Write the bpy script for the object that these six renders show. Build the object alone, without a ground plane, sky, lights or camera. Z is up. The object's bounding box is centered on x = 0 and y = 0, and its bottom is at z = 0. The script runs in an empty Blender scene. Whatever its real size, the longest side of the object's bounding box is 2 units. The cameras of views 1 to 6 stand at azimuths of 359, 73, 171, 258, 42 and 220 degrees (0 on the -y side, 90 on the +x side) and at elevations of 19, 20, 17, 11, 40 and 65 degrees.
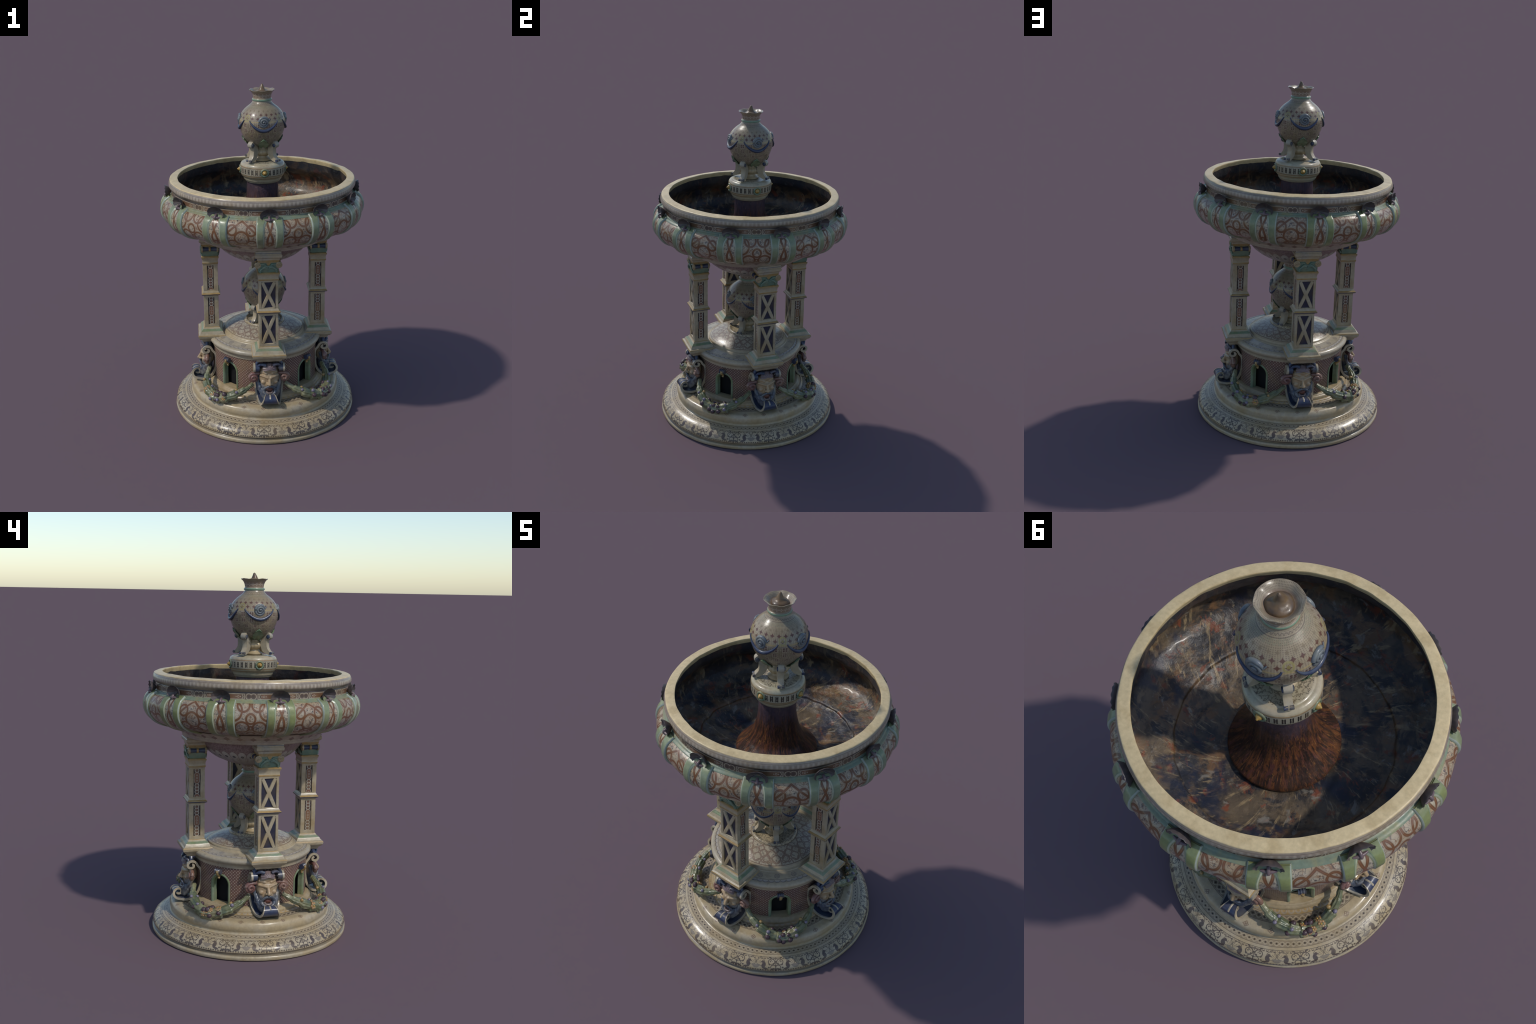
# Glazed majolica fountain: stepped round plinth, arcaded drum, four lattice piers,
# bearded masks with garlands, lobed basin with shell spouts, and two footed vases.
import bpy, bmesh, math, random
from math import sin, cos, pi, radians, sqrt, atan2
from mathutils import Vector, Matrix, noise

random.seed(7)
TAU = 2 * pi
TURN = radians(3.0)            # the four piers stand 3 degrees off the axes
C_LOW = (0.006, -0.007)        # the lower storey sits a little off centre
C_TOP = (0.005, -0.005)        # so does the top vase

# ---------------------------------------------------------------- node helper
class X:
    """A float or colour socket with arithmetic, so patterns read as formulas."""
    nt = None
    def __init__(s, sock): s.k = sock
    def __add__(a, b): return M('ADD', a, b)
    __radd__ = __add__
    def __sub__(a, b): return M('SUBTRACT', a, b)
    def __rsub__(a, b): return M('SUBTRACT', b, a)
    def __mul__(a, b): return M('MULTIPLY', a, b)
    __rmul__ = __mul__
    def __truediv__(a, b): return M('DIVIDE', a, b)
    def __rtruediv__(a, b): return M('DIVIDE', b, a)
    def __neg__(a): return M('MULTIPLY', a, -1.0)

def put(sock, v):
    if isinstance(v, X): X.nt.links.new(v.k, sock)
    elif isinstance(v, (tuple, list)): sock.default_value = tuple(v) + ((1.0,) if len(v) == 3 and len(sock.default_value) == 4 else ())
    else: sock.default_value = v

def M(op, *a, clamp=False):
    n = X.nt.nodes.new('ShaderNodeMath'); n.operation = op; n.use_clamp = clamp
    for i, v in enumerate(a): put(n.inputs[i], v)
    return X(n.outputs[0])
def Sin(a): return M('SINE', a)
def Cos(a): return M('COSINE', a)
def Abs(a): return M('ABSOLUTE', a)
def Sqrt(a): return M('SQRT', a)
def Min(*a):
    r = a[0]
    for b in a[1:]: r = M('MINIMUM', r, b)
    return r
def Max(*a):
    r = a[0]
    for b in a[1:]: r = M('MAXIMUM', r, b)
    return r
def Len(a, b): return Sqrt(a * a + b * b)
def Pow(a, b): return M('POWER', a, b)
def Fract(a): return M('FRACT', a)
def Floor(a): return M('FLOOR', a)
def inside(d, aa): return M('MULTIPLY_ADD', d, -1.0 / aa, 0.5, clamp=True)   # 1 where d<0
def line(d, w, aa): return inside(Abs(d) - w, aa)
def band(v, lo, hi, aa): return inside(Abs(v - (lo + hi) * .5) - (hi - lo) * .5, aa)
def both(a, b): return M('MULTIPLY', a, b)
def inv(a): return M('SUBTRACT', 1.0, a)
def disc(x, y, cx, cy, r): return Len(x - cx, y - cy) - r
def oval(x, y, cx, cy, a, b, rot=0.0):
    X0, Y0 = x - cx, y - cy
    if rot:
        c, s = cos(rot), sin(rot)
        X0, Y0 = X0 * c + Y0 * s, Y0 * c - X0 * s
    return (Len(X0 / a, Y0 / b) - 1.0) * min(a, b)
def cell(v, period): return (Fract(v / period + 0.5) - 0.5) * period
def ramp01(v, lo, hi):
    n = X.nt.nodes.new('ShaderNodeMapRange'); n.clamp = True; n.interpolation_type = 'SMOOTHSTEP'
    put(n.inputs['Value'], v); n.inputs['From Min'].default_value = lo; n.inputs['From Max'].default_value = hi
    return X(n.outputs[0])
def mix(a, b, f):
    n = X.nt.nodes.new('ShaderNodeMix'); n.data_type = 'RGBA'; n.clamp_factor = True
    put(n.inputs[0], f); put(n.inputs[6], a); put(n.inputs[7], b)
    return X(n.outputs[2])
def gain(c, f):
    n = X.nt.nodes.new('ShaderNodeMix'); n.data_type = 'RGBA'; n.blend_type = 'MULTIPLY'; n.clamp_factor = True
    n.inputs[0].default_value = 1.0; put(n.inputs[6], c)
    k = X.nt.nodes.new('ShaderNodeCombineColor')
    for i in range(3): put(k.inputs[i], f)
    X.nt.links.new(k.outputs[0], n.inputs[7])
    return X(n.outputs[2])
def coords():
    n = X.nt.nodes.new('ShaderNodeTexCoord'); s = X.nt.nodes.new('ShaderNodeSeparateXYZ')
    X.nt.links.new(n.outputs['Object'], s.inputs[0])
    return X(s.outputs[0]), X(s.outputs[1]), X(s.outputs[2])
def vec(x, y, z):
    n = X.nt.nodes.new('ShaderNodeCombineXYZ')
    for i, v in enumerate((x, y, z)): put(n.inputs[i], v)
    return X(n.outputs[0])
def fuzz(scale, detail=3.0, rough=.55, at=None, warp=0.0):
    n = X.nt.nodes.new('ShaderNodeTexNoise'); n.inputs['Scale'].default_value = scale
    n.inputs['Detail'].default_value = detail; n.inputs['Roughness'].default_value = rough
    n.inputs['Distortion'].default_value = warp
    if at is None:
        t = X.nt.nodes.new('ShaderNodeTexCoord'); at = X(t.outputs['Object'])
    X.nt.links.new(at.k, n.inputs['Vector'])
    return X(n.outputs[0])
def spots(scale, at=None, feature='F1', rnd=1.0):
    n = X.nt.nodes.new('ShaderNodeTexVoronoi'); n.inputs['Scale'].default_value = scale; n.feature = feature
    n.inputs['Randomness'].default_value = rnd
    if at is None:
        t = X.nt.nodes.new('ShaderNodeTexCoord'); at = X(t.outputs['Object'])
    X.nt.links.new(at.k, n.inputs['Vector'])
    return X(n.outputs[0])

MATS = {}
def material(name, rough=.36, coat=.10, bump=.25, stain=.55, grain=1.0):
    """Decorator: the function returns the glaze colour; wear, stains and bump are shared."""
    def deco(fn):
        m = bpy.data.materials.new(name); m.use_nodes = True; X.nt = m.node_tree
        b = m.node_tree.nodes['Principled BSDF']
        col = fn()
        big = fuzz(7.0, 3); fine = fuzz(60.0, 4, .65)
        if stain:
            col = mix(col, mix(col, (.30, .205, .085), .60), ramp01(big, .46, .72) * stain)
            col = mix(col, mix(col, (.10, .075, .05), .65), ramp01(fuzz(23.0, 5, .7), .55, .74) * stain)
        col = gain(col, .87 - .24 * grain + fine * (.48 * grain))
        put(b.inputs['Base Color'], col)
        put(b.inputs['Roughness'], rough + (fine - .5) * .25)
        b.inputs['Coat Weight'].default_value = coat
        b.inputs['Coat Roughness'].default_value = .15; b.inputs['Specular IOR Level'].default_value = .38
        if bump:
            n = m.node_tree.nodes.new('ShaderNodeBump'); n.inputs['Strength'].default_value = bump
            n.inputs['Distance'].default_value = .004
            put(n.inputs['Height'], fuzz(38.0, 4, .6)); m.node_tree.links.new(n.outputs[0], b.inputs['Normal'])
        MATS[name] = m
        return m
    return deco

CREAM = (.42, .325, .19); PALE = (.43, .355, .24); DARK = (.045, .038, .035)
GREEN = (.205, .255, .165); BLUE = (.034, .046, .092); WHITE = (.46, .42, .345)

def plain(name, c, c2=None, **kw):
    @material(name, **kw)
    def f():
        return mix(c, c2 or tuple(v * .7 for v in c), ramp01(fuzz(16.0, 3), .42, .72))
plain('cream_glaze', CREAM, (.35, .26, .14))
plain('pier_glaze', (.41, .345, .235), (.37, .285, .165))
plain('pale_glaze', PALE, (.33, .31, .26))
plain('rim_glaze', (.66, .51, .28), (.55, .41, .21), stain=.2, rough=.42, coat=.05)
plain('green_glaze', GREEN, (.17, .21, .09))
plain('mint_glaze', (.14, .215, .155), (.21, .245, .15))
plain('shoulder_glaze', (.185, .235, .165), (.27, .26, .13))
plain('blue_glaze', BLUE, (.06, .075, .105))
plain('navy_glaze', (.026, .028, .052), (.05, .042, .046), stain=.1)
plain('ochre_glaze', (.36, .23, .085), (.36, .28, .15))
plain('gold_glaze', (.50, .30, .06), (.36, .20, .04))
plain('orange_petal', (.36, .20, .085), (.36, .28, .15))
plain('plum_skin', (.070, .040, .045), (.115, .085, .10), rough=.45)
plain('mauve_petal', (.20, .175, .22), (.12, .085, .14))
plain('shell_glaze', (.085, .072, .074), (.15, .115, .100), stain=.2)
plain('crest_glaze', (.15, .10, .11), (.20, .15, .13), stain=.2)
plain('horn_glaze', (.185, .090, .075), (.30, .21, .16))
plain('window_void', (.002, .002, .0022), stain=0, coat=0, rough=.8)  # colour dropped to near black: paints the shadow inside the window niches
plain('mouth_glaze', (.16, .05, .035), (.10, .04, .03))
plain('finial_bronze', (.16, .10, .05), (.07, .05, .04))
plain('slate_glaze', (.12, .14, .16), (.20, .21, .19))
plain('sage_leaf', (.13, .19, .10), (.24, .26, .16))

# ------------------------------------------------------------- pattern glazes
def polar():
    x, y, z = coords()
    return M('ARCTAN2', x, -y), Len(x, y), z
def guilloche(u, v, period, amp, w, aa):
    """two interlaced waves with an eye in each loop; returns (ribbon, eye) masks"""
    s = Sin(u * (TAU / period)) * amp
    rib = Max(line(v - s, w, aa), line(v + s, w, aa))
    e = cell(u + period * .25, period * .5)
    eye = inside(oval(e, v, 0, 0, period * .085, amp * .42), aa)
    return rib, eye

@material('plinth_glaze', rough=.34, coat=.15)
def _():
    p, r, z = polar()
    v = (z - .040) * .85 + (.5545 - r) * .80                # distance up the swelling
    lobe = inside(.36 - r, .1) * band(v, .004, .090, .001)
    n = 16; per = TAU / n * .53
    u0 = cell(p + radians(11.25 + 1.5), TAU / n) * .53
    u = Abs(u0)
    c = mix(CREAM, PALE, ramp01(fuzz(9.0), .4, .6))
    aa = .0018
    # urn and its plume at u = 0, bird facing it, flower cross at the far end
    urn = Max(inside(Max(oval(u, v, 0, .043, .021, .024), v - .043), aa), inside(oval(u, v, 0, .022, .009, .004), aa))
    ang = M('ARCTAN2', u, v - .040); rad = Len(u, v - .040)
    plume = both(line(Sin(ang * 9.0), .33, .3), band(rad, .012, .034, aa)); plume = both(plume, inside(ang - 1.15, .1))
    bird = Min(oval(u, v, .041, .040, .0105, .019, -.22), disc(u, v, .036, .0600, .0078), oval(u, v, .049, .020, .016, .0062, -.25),
               oval(u, v, .028, .058, .006, .0022, .2))
    birdm = inside(bird, aa)
    f = per * .5
    fx, fy = f - u, v - .050
    fa = M('ARCTAN2', fx, fy); fr = Len(fx, fy)
    flower = Max(both(line(Sin(fa * 2.0), .62, .3), band(fr, .004, .016, aa)), inside(fr - .003, aa))
    rays = both(both(line(Sin(fa * 7.0), .4, .3), band(fr, .020, .036, aa)), inside(fa - 1.2, .1))
    tend = Max(line(disc(u, v, f - .022, .060, .017), .0021, aa), line(disc(u, v, f - .013, .028, .013), .0021, aa), line(disc(u, v, .024, .058, .022) , .0013, aa))
    leaf = inside(Min(oval(u, v, f - .017, .016, .013, .0055, .5), oval(u, v, f, .012, .006, .009), oval(u, v, f - .034, .046, .004, .007, .4), oval(u, v, f - .036, .026, .005, .005),
                      oval(u, v, f - .030, .086, .010, .0035, -.5), oval(u, v, f - .028, .062, .0035, .0035), oval(u, v, .018, .090, .013, .002, -.5)), aa)
    speck = line(cell(u, .010), .0022, .002) * line(v - .0835, .0012, .001)
    ink = (.070, .052, .045)
    row = inside(Min(oval(cell(u, .0129), v, 0, .0095, .0042, .0034), oval(cell(u + .006, .0172), v, 0, .0790, .0060, .0024)), aa)
    deco = both(Max(row, plume * .8, flower, rays, tend, leaf, speck), lobe)
    c = mix(c, ink, deco * .95)
    c = mix(c, (.078, .056, .050), both(birdm, lobe) * .95)
    c = mix(c, (.20, .165, .13), both(urn, lobe) * .85)
    for lv, w in ((.002, .0013), (.0885, .0013)):
        c = mix(c, ink, line(v - lv, w, .001) * .85)
    # outer guilloche on the flat tread
    up = band(z, .094, .1085, .002)
    rb, ey = guilloche(p, r - .474, TAU / 60, .0085, .0022, .0015)
    flat = both(inside(Abs(r - .474) - .0125, .001), up)
    c = mix(c, (.14, .10, .075), flat * .45)
    c = mix(c, PALE, both(flat, rb) * .9)
    c = mix(c, (.04, .03, .025), both(flat, ey))
    c = mix(c, ink, both(Max(line(r - .4885, .0012, .001), line(r - .4600, .001, .001)), up) * .8)
    # quatrefoil diamonds on the upper step
    top = inside(.140 - z, .003)
    du = cell(p + radians(2), TAU / 24) * .432; dv = (.1715 - z) * 1.0 + (r - .440) * .8
    dm = inside(Abs(du) + Abs(dv) - .0155, .001)
    holes = inside(disc(Abs(du + dv) , Abs(du - dv), .0068, .0068, .0042), .0012)
    dm = both(both(dm, top), inv(holes * .85))
    c = mix(c, (.20, .13, .085), dm * .85)
    c = mix(c, ink, both(line(r - .404, .0014, .001), top) * .8)
    c = mix(c, ink, both(line(r - .366, .0014, .001), top) * .8)
    rb, ey = guilloche(p, r - .385, TAU / 44, .011, .0026, .0015)
    inr = both(band(r, .369, .401, .001), top)
    c = mix(c, (.10, .075, .06), inr * .7)
    c = mix(c, PALE, both(inr, rb) * .9)
    c = mix(c, (.05, .04, .03), both(inr, ey))
    och = both(band(r, .32, .365, .002), top)
    c = mix(c, (.33, .21, .075), och * .7)
    eu = cell(p, TAU / 72) * .345
    c = mix(c, (.36, .32, .26), both(och, line(disc(eu, r, 0, .350, .010), .003, .002)) * .6)
    c = mix(c, (.07, .06, .05), line(z - .0275, .003, .003) * .6)
    return c

@material('lattice_wall', rough=.32)
def _():
    p, r, z = polar()
    a = p * .320; k = TAU / .0175
    s1, s2 = Cos((a + z) * k), Cos((a - z) * k)
    c = mix((.175, .085, .062), (.13, .068, .055), ramp01(fuzz(12.0), .4, .6))
    c = mix(c, (.33, .25, .20), ramp01(Max(s1, s2), .86, 1.0) * .5)
    c = mix(c, (.46, .39, .31), ramp01(s1 + s2, 1.0, 1.6))
    c = mix(c, (.07, .04, .035), ramp01(-(s1 + s2), 1.35, 1.75) * .8)
    c = mix(c, (.40, .30, .24), ramp01(-(s1 + s2), 1.82, 1.95) * .8)
    return c

@material('cornice_glaze', rough=.34, coat=.15)
def _():
    p, r, z = polar()
    c = mix(PALE, (.38, .33, .24), ramp01(fuzz(8.0), .4, .65))
    ink = (.10, .085, .10)
    u = cell(p, TAU / 64) * .30
    up = inside(.478 - z, .002)
    c = mix(c, (.30, .29, .31), both(both(inside(disc(u, r, 0, .3100, .0125) , .002), inside(.310 - r, .002)), up) * .45)
    c = mix(c, ink, both(both(line(disc(u, r, 0, .3100, .0135), .0014, .0015), inside(.310 - r, .002)), up) * .8)
    c = mix(c, ink, both(line(r - .3050, .0012, .001), up) * .8)
    ru = cell(p + radians(9), TAU / 20) * .284; rv = r - .2840
    a = M('ARCTAN2', ru, rv); q = Len(ru, rv)
    ro = Max(both(ramp01(Cos(a * 8.0), -.2, .3), band(q, .005, .0115, .001)), inside(q - .0028, .001), line(q - .0135, .0010, .001))
    return mix(c, ink, both(ro, up) * .75)

@material('dome_glaze', rough=.34, coat=.15)
def _():
    p, r, z = polar()
    c = mix((.43, .37, .27), (.38, .33, .25), ramp01(fuzz(9.0), .4, .65))
    ink = (.15, .085, .055)
    zone = band(r, .128, .232, .001)
    n = 12
    u = cell(p, TAU / n); au = Abs(u) * r; v = r - .18
    half = r * (pi / n)
    aa = .0018; w = .0027
    d = Min(Abs(disc(au, v, .020, -.006, .021)), Abs(disc(au, v, .0, .020, .019)), Abs(disc(half - au, v, .0, -.030, .015)),
            Abs(disc(half - au, v, .0, .022, .022)), Abs(au - Sin(r * 62.0) * .014 - .018), Abs(v - .036 - Sin(au * 130.0) * .007))
    c = mix(c, ink, both(inside(d - w, aa), zone) * .92)
    c = mix(c, (.40, .32, .28), both(inside(d - .0007, .0012), zone) * .6)
    scr = line(fuzz(55.0, 1.0) - .5, .022, .02)
    c = mix(c, (.10, .08, .08), both(both(scr, zone), inv(inside(d - .004, .002))) * .75)
    c = mix(c, ink, Max(line(r - .234, .0017, .001), line(r - .126, .0017, .001)) * .85)
    c = mix(c, CREAM, inside(.237 - r, .003) * .6)
    return c

def fleck_ground(base, ink, scale, amount):
    f = fuzz(scale, 2.0, .6)
    return mix(base, ink, line(f - .5, .035, .03) * amount)

@material('footring_glaze')
def _():
    return fleck_ground(mix(PALE, (.42, .33, .18), ramp01(fuzz(8.), .4, .7)), (.10, .08, .06), 70.0, .85)

@material('vase_glaze', rough=.32, coat=.2, stain=.2)
def _():
    # object space: axis at origin, foot plane at z = 0 (belly 0.235, lip 0.405)
    p, r, z = polar()
    c = mix((.33, .27, .185), (.29, .23, .14), ramp01(fuzz(11.0), .4, .65))
    ink = (.10, .075, .06); red = (.10, .036, .028)
    # tiny all-over dots and lower scribble
    k = TAU / .0085
    dots = ramp01(Abs(Sin(p * 44.0) * Sin(z * k)), .45, .75)
    c = mix(c, (.13, .09, .068), dots * .6)
    low = band(z, .09, .238, .002)
    c = mix(c, ink, both(line(fuzz(95.0, 2.0) - .5, .05, .03), low) * .45)
    # rows of concave four-point stars, alternately offset
    for i, (z0, s) in enumerate(((.260, .0140), (.281, .0125), (.299, .0090))):
        u = Abs(cell(p + (pi / 24 if i % 2 else 0.), TAU / 24) * r); v = Abs(z - z0) * 1.15
        st = inside(Pow(u / s, .6) + Pow(v / s, .6) - 1.0, .20)
        c = mix(c, red if i < 2 else (.20, .15, .09), both(st, inside(Abs(z - z0) - s, .001)) * .9)
    # ring of small diamonds / zigzag near the neck
    u = Abs(cell(p, TAU / 32) * r)
    c = mix(c, (.24, .22, .14), line(disc(u, z, 0, .318, .0050), .0016, .0015) * .7)
    c = mix(c, ink, both(line((z - .336) - (u - .007) * .9, .0015, .0015), band(z, .328, .345, .001)) * .6)
    c = mix(c, ink, Max(line(z - .325, .0010, .001), line(z - .346, .0010, .001)) * .6)
    # bands of little windows: 2x2 squares
    for z0, cnt, s in ((.222, 18, .0098), (.190, 18, .0078), (.160, 16, .0066), (.132, 14, .0055)):
        u = cell(p + pi / cnt, TAU / cnt) * r
        sq = inside(Max(Abs(u), Abs(z - z0)) - s, .001)
        cut = Max(line(u, s * .22, .001), line(z - z0, s * .12, .001))
        c = mix(c, (.38, .32, .24), inside(Max(Abs(u), Abs(z - z0)) - s * 1.4, .001) * .5)
        c = mix(c, (.10, .045, .04), both(sq, inv(cut)) * .9)
    c = mix(c, (.42, .31, .12), line(z - .2425, .0028, .001) * .55)
    # ochre medallion between the swags
    mu = cell(p + pi / 4, pi / 2) * r
    c = mix(c, (.30, .26, .08), Max(line(disc(mu, z, 0, .262, .015), .0035, .002), inside(disc(mu, z, 0, .262, .006), .002)) * .65)
    # neck
    neck = inside(.350 - z, .001)
    c = mix(c, (.24, .16, .11), both(neck, band(z, .362, .392, .001)) * .6)
    nu = cell(p, TAU / 16) * r
    na = M('ARCTAN2', nu, z - .377); nr = Len(nu, z - .377)
    c = mix(c, (.48, .42, .34), both(ramp01(Cos(na * 4.0), -.1, .4), band(nr, .0, .009, .001)) * .8)
    c = mix(c, (.20, .30, .20), band(z, .345, .357, .001))
    # green glaze under the belly
    c = mix(c, (.10, .14, .075), ramp01(z, .115, .085) * .85)
    return c

@material('drum_glaze', rough=.34, coat=.15)
def _():
    p, r, z = polar()
    c = mix(PALE, (.40, .37, .26), ramp01(fuzz(9.0), .4, .65))
    zb = 1.508
    bandm = band(z, zb - .0215, zb + .0215, .001)
    c = mix(c, (.33, .28, .22), bandm * .5)
    u = cell(p + TAU / 64, TAU / 32) * .128; v = z - zb
    h = Max(line(Abs(u) - .0044, .0021, .001), line(v, .0024, .001) * inside(Abs(u) - .006, .001), line(Abs(v) - .0085, .0021, .001) * inside(Abs(u) - .0065, .001))
    h = both(h, inside(Abs(v) - .0155, .001))
    c = mix(c, (.025, .02, .02), both(h, bandm))
    c = mix(c, (.30, .17, .07), Max(line(Abs(z - zb) - .025, .0022, .001), line(z - 1.472, .002, .001)) * .8)
    c = mix(c, DARK, line(Abs(z - zb) - .0215, .0010, .001) * .8)
    top = inside(1.552 - z, .002)
    sc = both(line(fuzz(75.0, 2.0) - .5, .04, .03), both(top, inside(r - .100, .002)))
    c = mix(c, (.08, .065, .05), sc * .8)
    return c

@material('basin_inside', rough=.45, coat=.06, stain=0, bump=1.0)
def _():
    x, y, z = coords()
    r = Len(x, y)
    p = M('ARCTAN2', x, -y)
    rad = vec(Cos(p + r * 1.2) * 1.5, Sin(p + r * 1.2) * 1.5, r * .9 + z * .8)      # glaze ran down the slope
    def blot(scale, lo, hi, at=None, d=5, ro=.66, wp=.5): return ramp01(fuzz(scale, d, ro, at=at, warp=wp), lo, hi)
    c = mix((.034, .030, .028), (.135, .098, .060), blot(5.0, .38, .58))
    c = mix(c, (.20, .105, .045), blot(7.0, .50, .60) * .8)
    c = mix(c, (.020, .021, .026), blot(8.5, .50, .58) * .85)
    c = mix(c, (.21, .055, .022), blot(13.0, .56, .63) * .8)
    c = mix(c, (.36, .26, .135), blot(11.0, .56, .66, rad) * .75)
    ring = vec(Cos(p) * .55, Sin(p) * .55, r * 2.6)                                   # wash lines left by the water
    c = mix(c, (.045, .035, .028), blot(6.0, .52, .62, ring) * .65)
    c = mix(c, (.24, .17, .095), blot(8.0, .56, .66, ring) * .55)
    c = mix(c, (.27, .25, .21), blot(16.0, .59, .69) * .6)
    c = mix(c, (.014, .019, .040), blot(4.2, .55, .64, None, 4) * .7)
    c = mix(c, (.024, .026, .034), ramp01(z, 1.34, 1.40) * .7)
    return c

@material('pillar_glaze', rough=.34, coat=.15, stain=.1, bump=.5)
def _():
    x, y, z = coords()
    p = M('ARCTAN2', x, -y)
    v = vec(Cos(p) * 1.3, Sin(p) * 1.3, z * 2.6)
    def run(scale, lo, hi, wp=.5): return ramp01(fuzz(scale, 5, .68, at=v, warp=wp), lo, hi)
    a = fuzz(5.0, 5, .68, at=v, warp=.4)
    c = mix((.045, .024, .018), (.16, .062, .026), run(6.0, .42, .62))
    c = mix(c, (.13, .050, .045), run(8.0, .50, .64) * .7)
    c = mix(c, (.34, .16, .05), run(13.0, .56, .68) * .65)
    c = mix(c, (.022, .017, .016), run(14.0, .52, .60, .8) * .85)
    c = mix(c, (.075, .055, .075), ramp01(z + (a - .5) * .25, 1.29, 1.40) * .75)
    c = mix(c, (.20, .13, .10), both(run(17.0, .58, .66), ramp01(z, 1.30, 1.38)) * .6)
    return c

@material('rim_edge', rough=.35, coat=.2)
def _():
    p, r, z = polar()
    c = mix((.29, .235, .18), (.34, .28, .21), ramp01(fuzz(9.0), .4, .6))
    u = cell(p, TAU / 148) * .54
    c = mix(c, (.46, .395, .31), inside(oval(u, z, 0, 1.4340, .0056, .0105), .005) * .8)
    c = mix(c, (.14, .11, .10), line(z - 1.4485, .0012, .0015) * .7)
    c = mix(c, (.14, .11, .10), line(z - 1.4160, .0016, .0015) * .6)
    return c

@material('neck_frieze', rough=.32)
def _():
    p, r, z = polar()
    c = mix((.125, .085, .062), (.095, .068, .052), ramp01(fuzz(12.0), .4, .6))
    u = cell(p - TURN - pi / 12, TAU / 12) * .53; v = z - 1.386
    au = Abs(u); aa = .0014
    rings = Min(Abs(disc(au, v, .0115, 0, .0145)), Abs(Max(Abs(v) - .013, .034 - au)))
    box = Min(Abs(Max(Abs(v) * 1.0 - .0135, .040 - au + Abs(v) * .5)), rings)
    c = mix(c, (.38, .32, .235), inside(box - .0018, aa) * .9)
    c = mix(c, (.20, .105, .058), both(inside(Abs(v) - .010, .001), inside(.050 - au, .002)) * .8)
    c = mix(c, (.46, .40, .32), inside(Min(Abs(disc(au, v, .064, 0, .0045)), disc(au, v, .053, 0, .0015), disc(au, v, .075, 0, .0015)) - .0009, aa) * .9)
    c = mix(c, (.07, .05, .045), inside(disc(au, v, .0115, 0, .0075), aa) * .7)
    c = mix(c, (.05, .04, .04), line(Abs(v) - .0185, .0020, .0015) * .8)
    return c

def torus_uv(p, r, z):
    """position over the swelling of the basin: v = +1 at its top, -1 at its foot"""
    th = M('ARCTAN2', z - 1.268, r - .490)
    return (th + .42) / 1.62
def strap_paint(c, d, w, aa, brown=(.165, .066, .026)):
    c = mix(c, tuple(v * .45 for v in brown), inside(d - w * 1.12, aa * .6) * .75)
    c = mix(c, brown, inside(d - w * .82, aa * .6) * .95)
    return mix(c, (.27, .15, .085), inside(d - w * .16, aa * .4) * .55)
def foliage(c, d, keep, scale=30.0):
    f = line(fuzz(scale, 1.5, warp=.6) - .5, .026, .018)
    g = ramp01(spots(scale * 1.1), .27, .17)
    m = both(Max(f * .75, both(g, ramp01(fuzz(scale * .5), .42, .5))), inv(inside(d - keep, .03)))
    return mix(c, (.055, .045, .05), m * .85)

@material('panel_glaze', rough=.32, coat=.2, stain=.25)
def _():
    p, r, z = polar()
    v = torus_uv(p, r, z)
    q = (p - TURN) / (TAU / 12)
    x = (Fract(q) - .5) * (30.0 / 8.6)                        # -1..1 across one wide panel
    odd = M('MODULO', Floor(q) + 24.0, 2.0)
    ax = Abs(x); y = v * 1.7; aa = .05                       # x and y now share one unit
    ring = lambda cx, cy, rr: Abs(disc(ax, y, cx, cy, rr))
    dA = Min(ring(.50, .02, .40), ring(.0, .58, .26), ring(1.0, .98, .50), ring(.42, 1.30, .36), ring(.0, -.62, .24),
             ring(.96, -.95, .50), ring(.36, -1.22, .34), ring(.0, .0, .14))
    dB = Min(ring(.0, .34, .44), ring(.60, -.12, .33), ring(.60, .84, .28), Abs(y - 1.36 + ax * .75) / 1.25,
             ring(.0, -.70, .36), ring(.74, -.98, .38), ring(.0, -1.45, .34), ring(.28, -.34, .16))
    d = dA * (1.0 - odd) + dB * odd
    d = Min(d, Abs(v - .90) * 1.7, Abs(v + .93) * 1.7)
    c = mix((.41, .355, .27), (.36, .285, .195), ramp01(fuzz(10.0), .4, .65))
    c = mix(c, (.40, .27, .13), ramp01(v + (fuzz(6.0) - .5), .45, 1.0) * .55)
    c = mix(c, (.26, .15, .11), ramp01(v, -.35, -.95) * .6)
    c = mix(c, (.22, .105, .05), both(line(fuzz(27.0, 1.0, warp=1.2) - .5, .030, .02), inv(inside(d - .10, .04))) * .7)
    c = foliage(c, d, .09, 44.0)
    c = mix(c, (.22, .11, .06), inside(d - .09, .06) * .45)
    c = strap_paint(c, d, .047, aa)
    return c

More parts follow.
